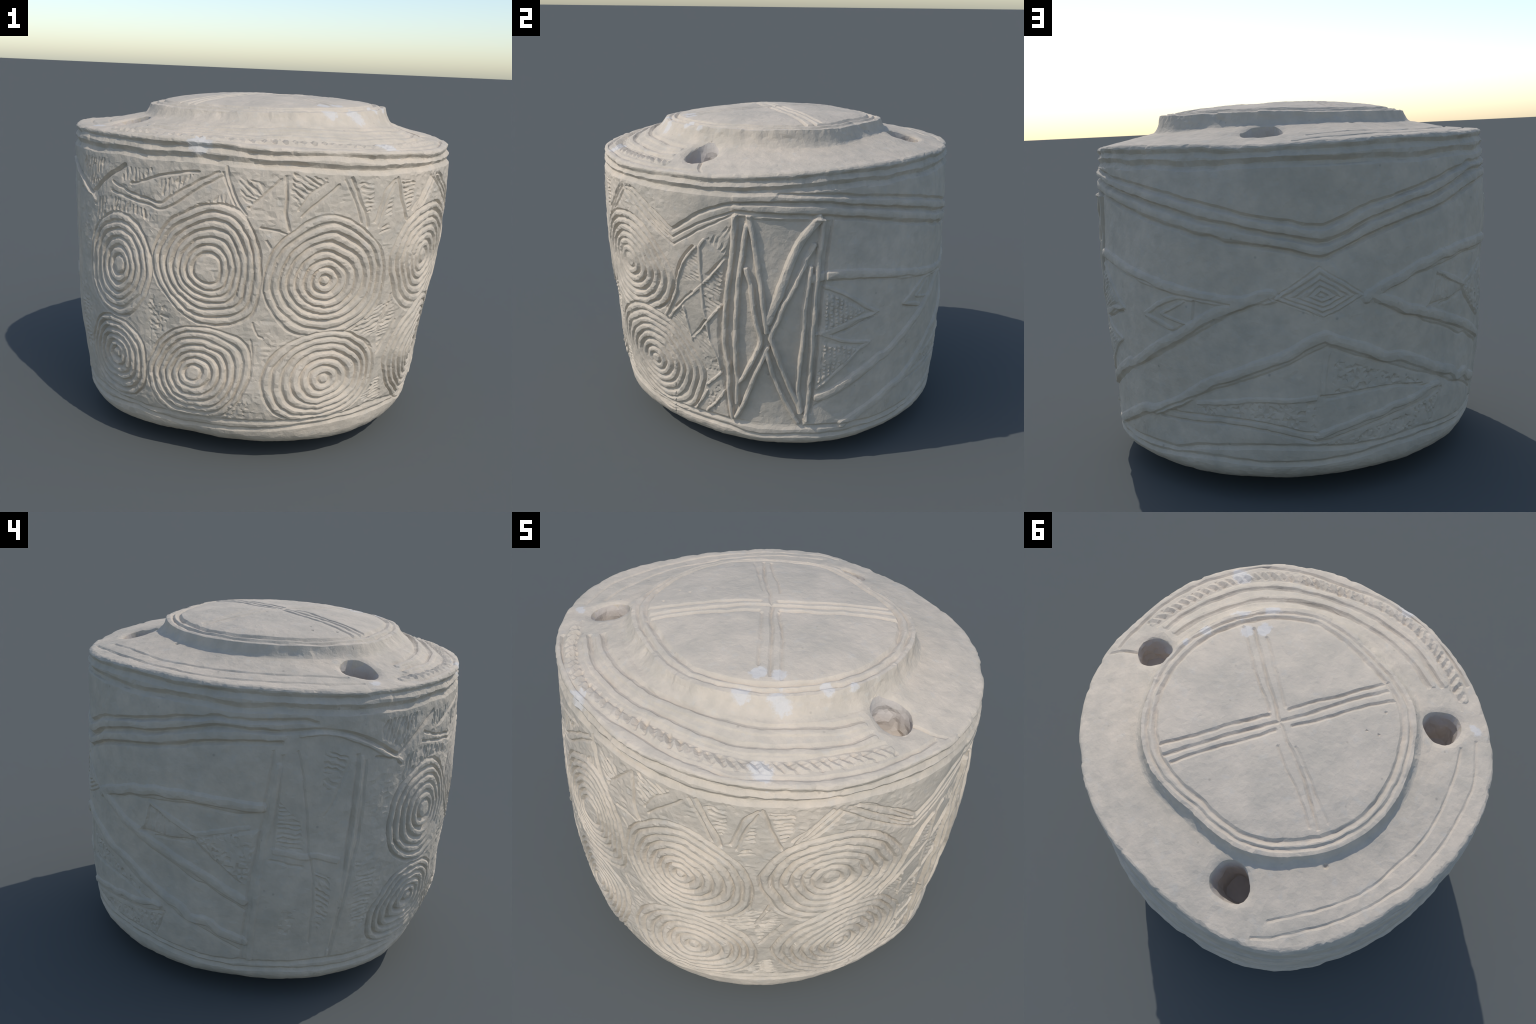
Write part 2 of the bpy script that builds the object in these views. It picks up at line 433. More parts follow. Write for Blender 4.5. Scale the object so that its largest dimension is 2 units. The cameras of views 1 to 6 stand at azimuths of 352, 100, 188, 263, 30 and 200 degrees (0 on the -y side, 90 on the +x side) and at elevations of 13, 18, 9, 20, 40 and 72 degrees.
groove("garland_groove_low", 0.013, 0.015,
        (-2.1, 1.357), (4.8, 1.349), (13.1, 1.342), (21.9, 1.329), (29.7, 1.310), (35.5, 1.297), (44.5, 1.268), (56.6, 1.226),
        (68.0, 1.192), (72.2, 1.171), (76.3, 1.166), (80.2, 1.143), (88.5, 1.126), (96.7, 1.102), (103.9, 1.070),
        (109.4, 1.098), (117.1, 1.149), (127.3, 1.193), (136.1, 1.219), (139.2, 1.227), (142.7, 1.243), (148.7, 1.262),
        (152.3, 1.282), (161.0, 1.310), (174.4, 1.328))
ridge("garland_end_ridge", 0.014, 0.007,
        (179.3, 1.365), (-174.6, 1.376), (-169.6, 1.357), (-162.4, 1.308), (-158.2, 1.264), (-152.0, 1.215))
ridge("garland_groove_upper_cord", 0.024, 0.008,
        (-2.1, 1.418), (8.5, 1.423), (21.4, 1.413), (31.7, 1.391), (37.0, 1.380), (46.8, 1.356), (51.6, 1.343), (63.0, 1.308),
        (73.1, 1.273), (82.1, 1.242), (88.7, 1.217), (96.8, 1.192), (104.1, 1.167), (109.5, 1.189), (117.2, 1.242),
        (125.5, 1.278), (130.9, 1.297), (137.7, 1.315), (148.8, 1.358), (157.5, 1.388), (165.7, 1.393), (173.8, 1.397))
ridge("garland_groove_lower_cord", 0.024, 0.008,
        (-2.1, 1.375), (4.8, 1.375), (13.1, 1.369), (21.9, 1.361), (29.7, 1.341), (35.5, 1.328), (44.5, 1.302), (56.6, 1.263),
        (68.0, 1.225), (72.2, 1.206), (76.3, 1.197), (80.2, 1.180), (88.5, 1.157), (96.7, 1.132), (103.9, 1.102),
        (109.4, 1.125), (117.1, 1.180), (127.3, 1.225), (136.1, 1.249), (139.2, 1.259), (142.7, 1.275), (148.7, 1.297),
        (152.3, 1.313), (161.0, 1.340), (174.4, 1.351))

# chevron beside the lozenge panel
groove("chevron_groove", 0.009, 0.01,
        (-38.5, 1.405), (-26.4, 1.302), (-21.3, 1.239))
groove("chevron_groove", 0.009, 0.012,
        (-40.2, 1.396), (-28.9, 1.282), (-21.3, 1.198), (-13.1, 1.283), (-4.3, 1.345), (-2.5, 1.355))
groove("chevron_groove", 0.008, 0.01,
        (-42.8, 1.391), (-30.0, 1.252), (-21.2, 1.162), (-12.0, 1.260), (-2.3, 1.347))

# lozenge panel: sunk field and raised bars
sunk("panel_field", 0.011, 0.02,
        (-2.9, 1.266), (-1.8, 1.332), (4.8, 1.336), (1.9, 1.329), (25.1, 1.309), (24.5, 1.184), (23.5, 1.027), (22.5, 0.898),
        (22.1, 0.728), (21.7, 0.587), (21.0, 0.409), (20.5, 0.290), (17.8, 0.214), (1.4, 0.214), (-5.5, 0.213), (-6.5, 0.350),
        (-7.4, 0.464), (-7.8, 0.635), (-8.0, 0.710), (-7.2, 0.854), (-5.9, 1.026), (-4.7, 1.157))
ridge("panel_bar", 0.017, 0.0225,
        (-2.1, 1.335), (-2.9, 1.191), (-4.0, 1.029), (-5.1, 0.894), (-5.9, 0.717), (-5.6, 0.587), (-4.9, 0.556), (-5.4, 0.393),
        (-4.5, 0.232))
ridge("panel_bar", 0.017, 0.0225,
        (0.8, 1.288), (-0.4, 1.130), (-1.5, 0.968), (-1.9, 0.866), (-2.6, 0.654), (-2.5, 0.518), (-2.2, 0.458), (-2.8, 0.331))
ridge("panel_bar", 0.017, 0.0225,
        (1.5, 1.332), (2.8, 1.221), (3.7, 1.134), (4.6, 1.039), (5.4, 0.942), (6.7, 0.752))
ridge("panel_bar", 0.017, 0.0225,
        (0.9, 1.074), (2.0, 1.005), (2.9, 0.887), (4.0, 0.786), (5.0, 0.702), (2.4, 0.588), (-0.1, 0.494), (-2.0, 0.451))
ridge("panel_bar", 0.027200000000000002, 0.0225,
        (21.3, 1.320), (17.1, 1.238), (13.6, 1.122), (11.6, 1.021), (9.9, 0.936), (7.1, 0.808))
ridge("panel_bar", 0.017, 0.0225,
        (20.0, 1.191), (17.3, 1.100), (14.5, 0.994), (11.7, 0.903), (9.6, 0.801), (7.8, 0.724), (8.6, 0.679), (9.7, 0.620),
        (11.0, 0.547), (13.4, 0.456), (15.5, 0.373), (17.5, 0.299))
ridge("panel_bar", 0.017, 0.0225,
        (19.3, 1.079), (18.5, 1.002), (17.8, 0.885), (17.4, 0.769), (17.0, 0.627), (16.6, 0.530), (16.4, 0.440), (16.7, 0.380),
        (17.3, 0.291))
ridge("panel_bar", 0.017, 0.0225,
        (22.7, 1.306), (21.9, 1.188), (21.3, 1.063), (20.7, 0.934), (20.4, 0.800), (20.2, 0.660), (19.9, 0.454), (19.6, 0.342),
        (18.9, 0.247))
ridge("panel_bar", 0.017, 0.0225,
        (6.9, 0.664), (5.0, 0.576), (3.1, 0.507), (0.9, 0.395), (-1.3, 0.305), (-3.2, 0.244))
ridge("panel_bar", 0.017, 0.0225,
        (6.7, 0.642), (7.7, 0.562), (9.3, 0.472), (13.0, 0.343), (15.5, 0.269), (13.6, 0.321), (16.5, 0.233))
groove("panel_edge_groove", 0.008, 0.01,
        (25.5, 1.308), (24.5, 1.184), (23.5, 1.027), (22.5, 0.898), (22.1, 0.728), (21.3, 0.452), (20.7, 0.283))

# triangles between the rings and the lozenge panel
ridge("triangle_edge", 0.009, 0.009,
        (-14.1, 1.166), (-18.1, 1.076), (-20.5, 0.980), (-21.5, 0.906), (-24.1, 0.832), (-27.2, 0.753))
ridge("triangle_edge", 0.009, 0.009,
        (-11.1, 1.210), (-12.7, 1.169), (-12.7, 1.097), (-12.3, 0.991))
ridge("triangle_edge", 0.009, 0.009,
        (-25.4, 0.750), (-19.0, 0.866), (-12.8, 0.966), (-8.5, 1.047), (-5.3, 1.124))
ridge("triangle_edge", 0.009, 0.009,
        (-12.6, 0.963), (-12.4, 0.852), (-11.6, 0.777))
ridge("triangle_edge", 0.009, 0.009,
        (-19.3, 0.829), (-18.5, 0.744), (-17.4, 0.653))
ridge("triangle_edge", 0.009, 0.009,
        (-16.6, 0.671), (-11.4, 0.777), (-6.7, 0.873))
ridge("triangle_edge", 0.009, 0.009,
        (-11.4, 0.770), (-11.0, 0.678), (-9.1, 0.596), (-7.8, 0.518))
ridge("triangle_edge", 0.009, 0.009,
        (-13.0, 0.403), (-7.7, 0.493))
ridge("triangle_edge", 0.009, 0.009,
        (-13.9, 0.241), (-9.8, 0.314), (-6.8, 0.388))
ridge("triangle_edge", 0.009, 0.009,
        (-18.4, 0.235), (-13.0, 0.364))
groove("triangle_groove", 0.011, 0.013,
        (-14.9, 1.168), (-18.5, 1.089), (-20.8, 1.000), (-22.1, 0.925), (-26.4, 0.801))
groove("triangle_groove", 0.011, 0.013,
        (-10.5, 1.029), (-7.3, 1.088), (-5.1, 1.131))
groove("triangle_groove", 0.011, 0.013,
        (-16.5, 0.678), (-11.8, 0.783))
groove("triangle_groove", 0.011, 0.013,
        (-22.2, 0.818), (-15.9, 0.925))
hatch("hatched_triangle", 60, 0.022, 0.006,
        (-10.5, 1.212), (-2.8, 1.298), (-4.3, 1.227), (-5.1, 1.144))
hatch("hatched_triangle", -30, 0.018, 0.0045,
        (-13.8, 1.147), (-17.8, 1.071), (-20.0, 0.981), (-13.1, 0.995))
hatch("hatched_triangle", -35, 0.022, 0.008,
        (-11.9, 0.978), (-5.9, 1.078), (-6.9, 0.869), (-11.7, 0.805))
hatch("hatched_triangle", -45, 0.018, 0.006,
        (-23.8, 0.753), (-19.3, 0.829), (-17.6, 0.659))
hatch("hatched_triangle", -45, 0.02, 0.007,
        (-15.7, 0.659), (-12.0, 0.754), (-9.6, 0.586), (-13.8, 0.585))
pits("pecked_patch", 0.016, 0.004,
        (-15.2, 0.591), (-8.7, 0.579), (-7.8, 0.485), (-12.8, 0.403), (-13.6, 0.538))
pits("pecked_patch", 0.016, 0.004,
        (-14.2, 0.319), (-8.5, 0.421), (-7.5, 0.307), (-13.6, 0.242))

# right of the lozenge panel: bands and squared hatching
ridge("upper_band_crest", 0.03, 0.014,
        (19.7, 1.023), (25.5, 1.036), (36.2, 1.019), (44.8, 0.998), (52.9, 0.971), (60.1, 0.951), (68.2, 0.924), (73.9, 0.910),
        (81.0, 0.894), (87.8, 0.904), (92.0, 0.912))
groove("upper_band_lower_edge", 0.009, 0.007,
        (25.9, 1.000), (36.7, 0.991), (45.8, 0.970), (53.9, 0.956), (58.5, 0.935), (66.1, 0.911), (73.8, 0.898), (80.9, 0.877))
ridge("lozenge_band_crest", 0.03, 0.014,
        (22.3, 0.374), (26.7, 0.401), (33.6, 0.466), (42.8, 0.552), (45.3, 0.552), (54.7, 0.643), (61.3, 0.701), (65.2, 0.734),
        (73.5, 0.817), (80.9, 0.867), (87.8, 0.912), (91.7, 0.925))
groove("lozenge_band_lower_edge", 0.009, 0.007,
        (21.6, 0.323), (26.0, 0.364), (28.7, 0.387), (35.9, 0.444), (44.0, 0.523), (54.6, 0.602), (58.1, 0.631), (71.3, 0.748),
        (80.8, 0.834), (87.7, 0.880), (91.4, 0.904))
ridge("low_band_crest", 0.03, 0.014,
        (30.9, 0.211), (35.9, 0.249), (44.0, 0.313), (49.7, 0.356), (53.5, 0.358), (63.2, 0.424), (74.1, 0.534), (81.7, 0.579),
        (86.9, 0.617), (95.5, 0.670), (100.6, 0.719), (104.4, 0.743))
groove("low_band_lower_edge", 0.009, 0.007,
        (31.4, 0.202), (38.1, 0.233), (47.0, 0.297), (52.2, 0.333), (62.6, 0.413), (71.8, 0.477), (81.5, 0.533), (88.5, 0.578),
        (95.4, 0.623), (100.5, 0.664), (105.0, 0.698))
ridge("low_band_far_crest", 0.03, 0.014,
        (104.4, 0.743), (108.6, 0.711), (115.4, 0.665), (121.1, 0.614), (125.8, 0.605), (133.2, 0.551), (140.9, 0.493),
        (148.2, 0.452), (151.0, 0.412), (156.4, 0.413), (160.3, 0.370), (167.0, 0.335))
groove("low_band_far_lower_edge", 0.009, 0.007,
        (105.9, 0.693), (111.9, 0.645), (119.0, 0.600), (128.0, 0.534), (137.3, 0.477), (143.8, 0.434), (147.6, 0.400),
        (154.5, 0.367), (160.3, 0.323), (166.4, 0.277))
ridge("upper_band_far_crest", 0.03, 0.014,
        (115.6, 0.889), (121.1, 0.932), (127.0, 0.963), (131.0, 0.988), (136.1, 1.004), (140.7, 1.023), (144.6, 1.023),
        (148.9, 1.036), (156.4, 1.036), (163.2, 1.032), (170.4, 1.030))
groove("upper_band_far_lower_edge", 0.009, 0.007,
        (121.7, 0.906), (127.0, 0.930), (130.8, 0.950), (133.6, 0.959), (141.1, 0.972), (148.9, 0.990), (152.0, 0.998),
        (156.3, 0.996), (163.3, 0.989), (171.1, 1.001))
ridge("lozenge_band_far_crest", 0.03, 0.014,
        (116.3, 0.899), (124.0, 0.847), (127.3, 0.814), (134.0, 0.782), (145.4, 0.711), (152.3, 0.669), (159.0, 0.625),
        (166.7, 0.561))
groove("lozenge_band_far_lower_edge", 0.009, 0.007,
        (117.0, 0.878), (125.7, 0.792), (131.7, 0.767), (135.0, 0.729), (143.6, 0.679), (152.3, 0.608), (155.2, 0.610),
        (160.2, 0.567), (167.2, 0.508))
ridge("square_hatch_edge", 0.012, 0.009,
        (23.5, 0.979), (30.1, 0.929), (38.3, 0.838), (41.8, 0.806), (35.2, 0.792), (29.3, 0.756), (23.7, 0.726), (30.3, 0.681),
        (38.9, 0.652), (35.7, 0.625), (29.1, 0.529), (22.2, 0.430))
squares("squared_hatching", 90, 0.026, 0.008,
        (23.6, 0.950), (28.1, 0.914), (36.9, 0.825), (30.0, 0.782), (23.3, 0.747))
squares("squared_hatching", 90, 0.026, 0.008,
        (23.4, 0.681), (35.3, 0.630), (29.1, 0.543), (22.1, 0.452))

# back: nested lozenge, small triangles and pecked fields
ridge("small_triangle_edge", 0.014, 0.009,
        (70.0, 0.898), (65.3, 0.904), (59.3, 0.867), (53.2, 0.809), (58.3, 0.785), (62.8, 0.759))
ridge("small_triangle_edge", 0.009, 0.006,
        (67.2, 0.884), (59.5, 0.822), (67.1, 0.788))
groove("small_triangle_edge_groove", 0.008, 0.008,
        (53.1, 0.795), (58.2, 0.768), (63.2, 0.748), (67.1, 0.782))
groove("small_triangle_edge_groove", 0.008, 0.006,
        (70.6, 0.890), (70.1, 0.845), (69.6, 0.805))
ridge("corner_wedge", 0.012, 0.01,
        (21.5, 0.728), (35.4, 0.794), (41.4, 0.798))
groove("corner_wedge_groove", 0.009, 0.012,
        (26.5, 0.716), (41.9, 0.800))
ridge("small_triangle_edge", 0.012, 0.008,
        (134.9, 0.800), (136.7, 0.876), (138.1, 0.956), (146.3, 0.895), (153.0, 0.850))
groove("small_triangle_edge_groove", 0.008, 0.009,
        (134.4, 0.796), (139.8, 0.809), (148.5, 0.804), (152.4, 0.822), (140.1, 0.795), (146.1, 0.800), (149.4, 0.820),
        (152.6, 0.817))
hatch("hatched_triangle", 90, 0.02, 0.004,
        (138.7, 0.945), (151.3, 0.843), (147.6, 0.813), (136.5, 0.807))
pits("pecked_field", 0.018, 0.0045,
        (108.1, 0.636), (119.2, 0.556), (134.3, 0.460), (115.4, 0.486), (105.9, 0.493), (106.8, 0.610))
groove("pecked_field_edge", 0.008, 0.011,
        (103.3, 0.480), (109.3, 0.477), (115.4, 0.481), (123.3, 0.476), (133.8, 0.447))
ridge("pecked_field_edge", 0.014, 0.006,
        (105.3, 0.681), (104.1, 0.587), (103.6, 0.491))
ridge("pecked_field_edge", 0.014, 0.006,
        (69.4, 0.430), (79.4, 0.453), (86.5, 0.472), (95.0, 0.468), (101.7, 0.474))
pits("pecked_field", 0.018, 0.004,
        (60.4, 0.373), (75.5, 0.429), (86.5, 0.457), (94.9, 0.455), (101.6, 0.460), (101.5, 0.333), (94.9, 0.349),
        (84.5, 0.386), (71.2, 0.378))
groove("double_line", 0.008, 0.01,
        (59.3, 0.364), (66.8, 0.370), (75.2, 0.379), (84.5, 0.375), (89.5, 0.362), (94.6, 0.343), (98.7, 0.319), (102.2, 0.314))
groove("double_line", 0.008, 0.011,
        (55.7, 0.334), (61.9, 0.332), (68.9, 0.340), (75.1, 0.348), (84.3, 0.342), (89.4, 0.329), (94.5, 0.308), (99.6, 0.279),
        (102.6, 0.271), (109.6, 0.296), (119.4, 0.326), (123.9, 0.340), (127.7, 0.350), (134.3, 0.365), (142.4, 0.398))
ridge("double_line_crest", 0.02, 0.01,
        (102.0, 0.303), (108.1, 0.331), (115.4, 0.357), (120.3, 0.364), (123.4, 0.381), (131.6, 0.396), (137.1, 0.423),
        (140.4, 0.423))
pits("pecked_field", 0.018, 0.0045,
        (102.6, 0.256), (115.4, 0.288), (127.8, 0.322), (138.1, 0.362), (140.4, 0.352), (137.0, 0.243), (123.6, 0.247),
        (108.8, 0.239))
pits("pecked_field", 0.018, 0.0045,
        (123.6, 0.307), (135.3, 0.359), (141.5, 0.382), (138.6, 0.259), (131.8, 0.250), (125.3, 0.253))
groove("pecked_field_edge", 0.008, 0.008,
        (104.5, 0.468), (117.5, 0.477), (128.1, 0.465), (133.8, 0.438), (137.0, 0.433))
groove("pecked_field_edge", 0.01, 0.008,
        (141.9, 0.388), (140.4, 0.322), (138.5, 0.251))
hatch("hatched_triangle", 90, 0.018, 0.003,
        (40.0, 0.221), (54.1, 0.320), (49.8, 0.211), (44.4, 0.199))
ridge("small_triangle_edge", 0.012, 0.007,
        (137.9, 0.948), (144.8, 0.914), (151.5, 0.867))
sunk("raised_ground", -0.005, 0.03,
        (137.8, 0.931), (144.7, 0.895), (151.0, 0.846), (146.2, 0.807), (135.0, 0.813))
hatch("hatched_triangle", 80, 0.02, 0.004,
        (137.8, 0.931), (144.7, 0.895), (151.0, 0.846), (146.2, 0.807), (135.0, 0.813))
ridge("hatched_field_edge", 0.014, 0.006,
        (151.8, 0.852), (159.9, 0.892), (167.3, 0.928))
groove("hatched_field_edge", 0.01, 0.008,
        (152.2, 0.837), (154.4, 0.790), (160.0, 0.719), (165.5, 0.652))
sunk("raised_ground", -0.009, 0.03,
        (153.0, 0.834), (159.9, 0.879), (169.7, 0.914), (167.3, 0.650), (165.2, 0.658), (158.2, 0.745))
pits("hatched_field", 0.018, 0.004,
        (153.0, 0.834), (159.9, 0.879), (169.7, 0.914), (167.3, 0.650), (165.2, 0.658), (158.2, 0.745))

# far panel: broad bars, fine lines and ladders
groove("far_panel_edge", 0.01, 0.0065,
        (172.8, 1.288), (172.2, 1.174), (171.5, 1.084), (171.1, 0.997), (170.6, 0.934), (169.1, 0.744), (167.8, 0.558),
        (166.8, 0.364), (166.5, 0.226))
ridge("far_panel_bar", 0.018, 0.0072,
        (174.3, 1.227), (173.4, 1.086), (172.8, 0.963), (171.5, 0.873), (170.5, 0.716), (169.9, 0.549), (168.9, 0.346),
        (168.7, 0.232))
groove("far_panel_line", 0.01, 0.005,
        (175.0, 1.273), (174.4, 1.087), (173.8, 0.840))
groove("far_panel_line", 0.008, 0.0058,
        (178.5, 1.292), (179.9, 1.208), (-178.9, 1.091), (-177.8, 0.969), (-176.9, 0.820), (-175.5, 0.726), (-174.7, 0.560),
        (-174.4, 0.340))
groove("far_panel_line", 0.01, 0.0043,
        (-168.4, 1.231), (-170.0, 1.158), (-171.4, 1.064), (-173.4, 0.998))
groove("far_panel_line", 0.012, 0.0094,
        (-166.1, 1.268), (-166.1, 1.140), (-166.2, 0.990), (-166.7, 0.836), (-166.8, 0.649), (-167.6, 0.476), (-167.9, 0.288))
ridge("far_panel_bar", 0.01, 0.0058,
        (-165.0, 1.261), (-164.9, 1.126), (-165.2, 0.970), (-165.6, 0.833), (-166.0, 0.796), (-166.9, 0.616), (-167.8, 0.454),
        (-168.4, 0.252))
groove("far_panel_line", 0.01, 0.0072,
        (-163.7, 1.241), (-163.5, 1.106), (-163.6, 0.954), (-164.2, 0.799), (-164.9, 0.756), (-165.9, 0.579), (-166.8, 0.428),
        (-167.6, 0.234))
ridge("far_panel_crossbar", 0.02, 0.0058,
        (174.6, 0.822), (178.2, 0.812), (-177.1, 0.794), (-175.5, 0.806), (-169.3, 0.777))
groove("far_panel_line", 0.01, 0.0065,
        (173.4, 0.776), (176.0, 0.770), (178.4, 0.756), (-178.3, 0.748))
hatch("ladder_hatching", 0, 0.022, 0.006,
        (174.8, 1.063), (-179.4, 0.962), (-178.5, 0.826), (174.8, 0.853))
hatch("ladder_hatching", -30, 0.026, 0.007,
        (-174.8, 0.725), (-170.6, 0.689), (-170.3, 0.482), (-172.6, 0.397))
hatch("ladder_hatching", -25, 0.026, 0.006,
        (-174.9, 1.299), (-168.5, 1.266), (-170.6, 1.147), (-174.5, 1.090))
hatch("ladder_hatching", 5, 0.024, 0.005,
        (-163.8, 0.765), (-157.4, 0.706), (-158.3, 0.405), (-162.8, 0.430))
pits("pecked_patch", 0.024, 0.0036,
        (177.2, 0.526), (-179.0, 0.527), (-179.8, 0.382), (176.6, 0.403))

# front: zigzag of triangles under the collar
groove("zigzag_groove", 0.014, 0.016,
        (-152.7, 1.250), (-145.5, 1.340), (-138.8, 1.404))
groove("zigzag_groove", 0.008, 0.01,
        (-160.9, 1.254), (-154.3, 1.227), (-152.0, 1.196))
groove("zigzag_groove", 0.009, 0.011,
        (-143.2, 1.321), (-136.0, 1.283), (-130.5, 1.268), (-125.5, 1.257), (-122.8, 1.291), (-116.6, 1.355), (-109.4, 1.419))
groove("zigzag_groove", 0.009, 0.011,
        (-143.7, 1.278), (-136.0, 1.256), (-128.7, 1.239), (-124.8, 1.230), (-119.4, 1.282), (-115.1, 1.337), (-108.3, 1.401))
groove("zigzag_groove", 0.009, 0.012,
        (-136.1, 1.324), (-127.0, 1.375), (-120.5, 1.401), (-115.0, 1.413))
groove("zigzag_groove", 0.01, 0.012,
        (-107.4, 1.443), (-105.9, 1.354), (-103.7, 1.278), (-101.6, 1.236))
groove("zigzag_groove", 0.007, 0.009,
        (-108.3, 1.418), (-106.4, 1.331), (-104.5, 1.266))
groove("zigzag_groove", 0.009, 0.01,
        (-100.8, 1.267), (-97.3, 1.329), (-92.9, 1.399))
groove("zigzag_groove", 0.01, 0.012,
        (-91.8, 1.411), (-91.4, 1.328), (-91.3, 1.244), (-90.3, 1.176))
groove("zigzag_groove", 0.009, 0.011,
        (-87.1, 1.240), (-86.5, 1.252), (-82.4, 1.315), (-77.7, 1.380))
groove("zigzag_groove", 0.008, 0.009,
        (-88.2, 1.268), (-85.2, 1.342), (-81.0, 1.394))
groove("zigzag_groove", 0.011, 0.012,
        (-74.4, 1.410), (-71.6, 1.313), (-69.5, 1.243), (-68.7, 1.190))
groove("zigzag_groove", 0.008, 0.008,
        (-76.1, 1.399), (-72.9, 1.303), (-70.7, 1.209))
groove("zigzag_groove", 0.009, 0.011,
        (-60.7, 1.398), (-63.6, 1.354), (-64.9, 1.286), (-66.4, 1.211))
groove("zigzag_groove", 0.01, 0.012,
        (-59.6, 1.403), (-57.8, 1.320), (-55.1, 1.208))
groove("zigzag_groove", 0.008, 0.008,
        (-60.6, 1.381), (-62.9, 1.307), (-65.2, 1.186))
groove("zigzag_groove", 0.008, 0.009,
        (-44.2, 1.398), (-49.6, 1.296), (-53.5, 1.199))
groove("zigzag_groove", 0.008, 0.009,
        (-41.8, 1.382), (-45.5, 1.307), (-50.3, 1.242))
groove("zigzag_groove", 0.007, 0.01,
        (-97.9, 1.183), (-93.6, 1.175), (-90.9, 1.159))
groove("zigzag_groove", 0.008, 0.01,
        (-96.1, 1.127), (-95.0, 1.099))
groove("zigzag_groove", 0.008, 0.01,
        (-40.7, 1.400), (-35.6, 1.391), (-29.3, 1.315), (-22.8, 1.233))
groove("zigzag_groove", 0.008, 0.01,
        (-40.2, 1.382), (-34.1, 1.338), (-27.8, 1.249), (-22.9, 1.201))
groove("zigzag_groove", 0.008, 0.009,
        (-50.3, 1.256), (-46.4, 1.334), (-42.8, 1.397))
groove("zigzag_groove", 0.008, 0.009,
        (-52.8, 1.251), (-48.2, 1.330), (-44.3, 1.403))
hatch("hatched_triangle", -35, 0.022, 0.009,
        (-104.2, 1.400), (-96.8, 1.374), (-98.6, 1.306), (-101.1, 1.259), (-102.9, 1.307))
hatch("hatched_triangle", -35, 0.022, 0.009,
        (-90.0, 1.429), (-80.7, 1.410), (-85.1, 1.337), (-87.9, 1.274), (-90.2, 1.323))
hatch("hatched_triangle", 0, 0.022, 0.008,
        (-72.2, 1.399), (-67.6, 1.397), (-67.1, 1.299), (-69.1, 1.231))
hatch("hatched_triangle", 0, 0.02, 0.009,
        (-58.3, 1.396), (-52.4, 1.390), (-52.9, 1.307), (-54.8, 1.238))
hatch("hatched_triangle", 20, 0.02, 0.008,
        (-60.9, 1.340), (-62.4, 1.295), (-64.5, 1.156), (-60.6, 1.174))
hatch("hatched_triangle", 85, 0.022, 0.009,
        (-126.6, 1.359), (-116.0, 1.400), (-122.5, 1.297), (-125.6, 1.292))
hatch("hatched_triangle", 95, 0.024, 0.009,
        (-138.2, 1.396), (-128.4, 1.407), (-132.5, 1.343), (-140.1, 1.334))
hatch("hatched_triangle", 80, 0.026, 0.01,
        (-151.2, 1.229), (-143.7, 1.254), (-135.9, 1.236), (-128.7, 1.210), (-129.4, 1.168), (-135.7, 1.195), (-145.2, 1.177),
        (-150.5, 1.112))
hatch("hatched_triangle", 80, 0.022, 0.008,
        (-159.9, 1.409), (-147.0, 1.422), (-148.0, 1.329), (-152.8, 1.275), (-158.8, 1.330))
hatch("hatched_triangle", 90, 0.024, 0.006,
        (-113.2, 1.278), (-107.4, 1.330), (-105.5, 1.276), (-109.7, 1.277))

# front: pecked and hatched gaps between the ring motifs
pits("pecked_patch", 0.016, 0.004,
        (-127.6, 0.838), (-122.9, 0.783), (-122.6, 0.702), (-127.9, 0.623), (-129.7, 0.738))
pits("pecked_patch", 0.016, 0.004,
        (-129.0, 0.641), (-123.0, 0.710), (-125.6, 0.594), (-128.1, 0.521))
hatch("hatched_gap", 20, 0.02, 0.007,
        (-69.5, 0.688), (-63.6, 0.796), (-56.2, 0.809), (-54.4, 0.764), (-59.6, 0.679), (-62.6, 0.641))
groove("gap_groove", 0.008, 0.009,
        (-56.2, 0.809), (-58.1, 0.755), (-60.0, 0.667))
groove("gap_groove", 0.008, 0.008,
        (-53.5, 0.702), (-55.3, 0.633), (-59.0, 0.563))
hatch("hatched_gap", 10, 0.018, 0.007,
        (-62.6, 0.306), (-59.1, 0.377), (-54.9, 0.374), (-52.3, 0.268), (-58.3, 0.266))
pits("pecked_patch", 0.02, 0.006,
        (-104.0, 0.338), (-100.1, 0.378), (-97.7, 0.274), (-107.1, 0.248))
groove("gap_groove", 0.007, 0.009,
        (-98.8, 0.737), (-97.3, 0.682), (-95.8, 0.667))
groove("gap_groove", 0.007, 0.006,
        (-98.9, 0.480), (-98.5, 0.559), (-99.3, 0.658))
groove("gap_groove", 0.008, 0.01,
        (-60.4, 0.689), (-56.9, 0.847))
groove("gap_groove", 0.008, 0.01,
        (-58.9, 0.542), (-53.4, 0.700))
hatch("hatched_gap", 10, 0.02, 0.008,
        (-56.6, 0.824), (-53.6, 0.754), (-59.0, 0.569), (-60.3, 0.644))
hatch("hatched_gap", 0, 0.018, 0.007,
        (-59.1, 0.389), (-55.5, 0.407), (-53.7, 0.296), (-59.9, 0.296))
groove("shatter_line", 0.006, 0.01,
        (-26.7, 0.345), (-27.5, 0.251), (-29.2, 0.149))

# ring motifs: outline and centre


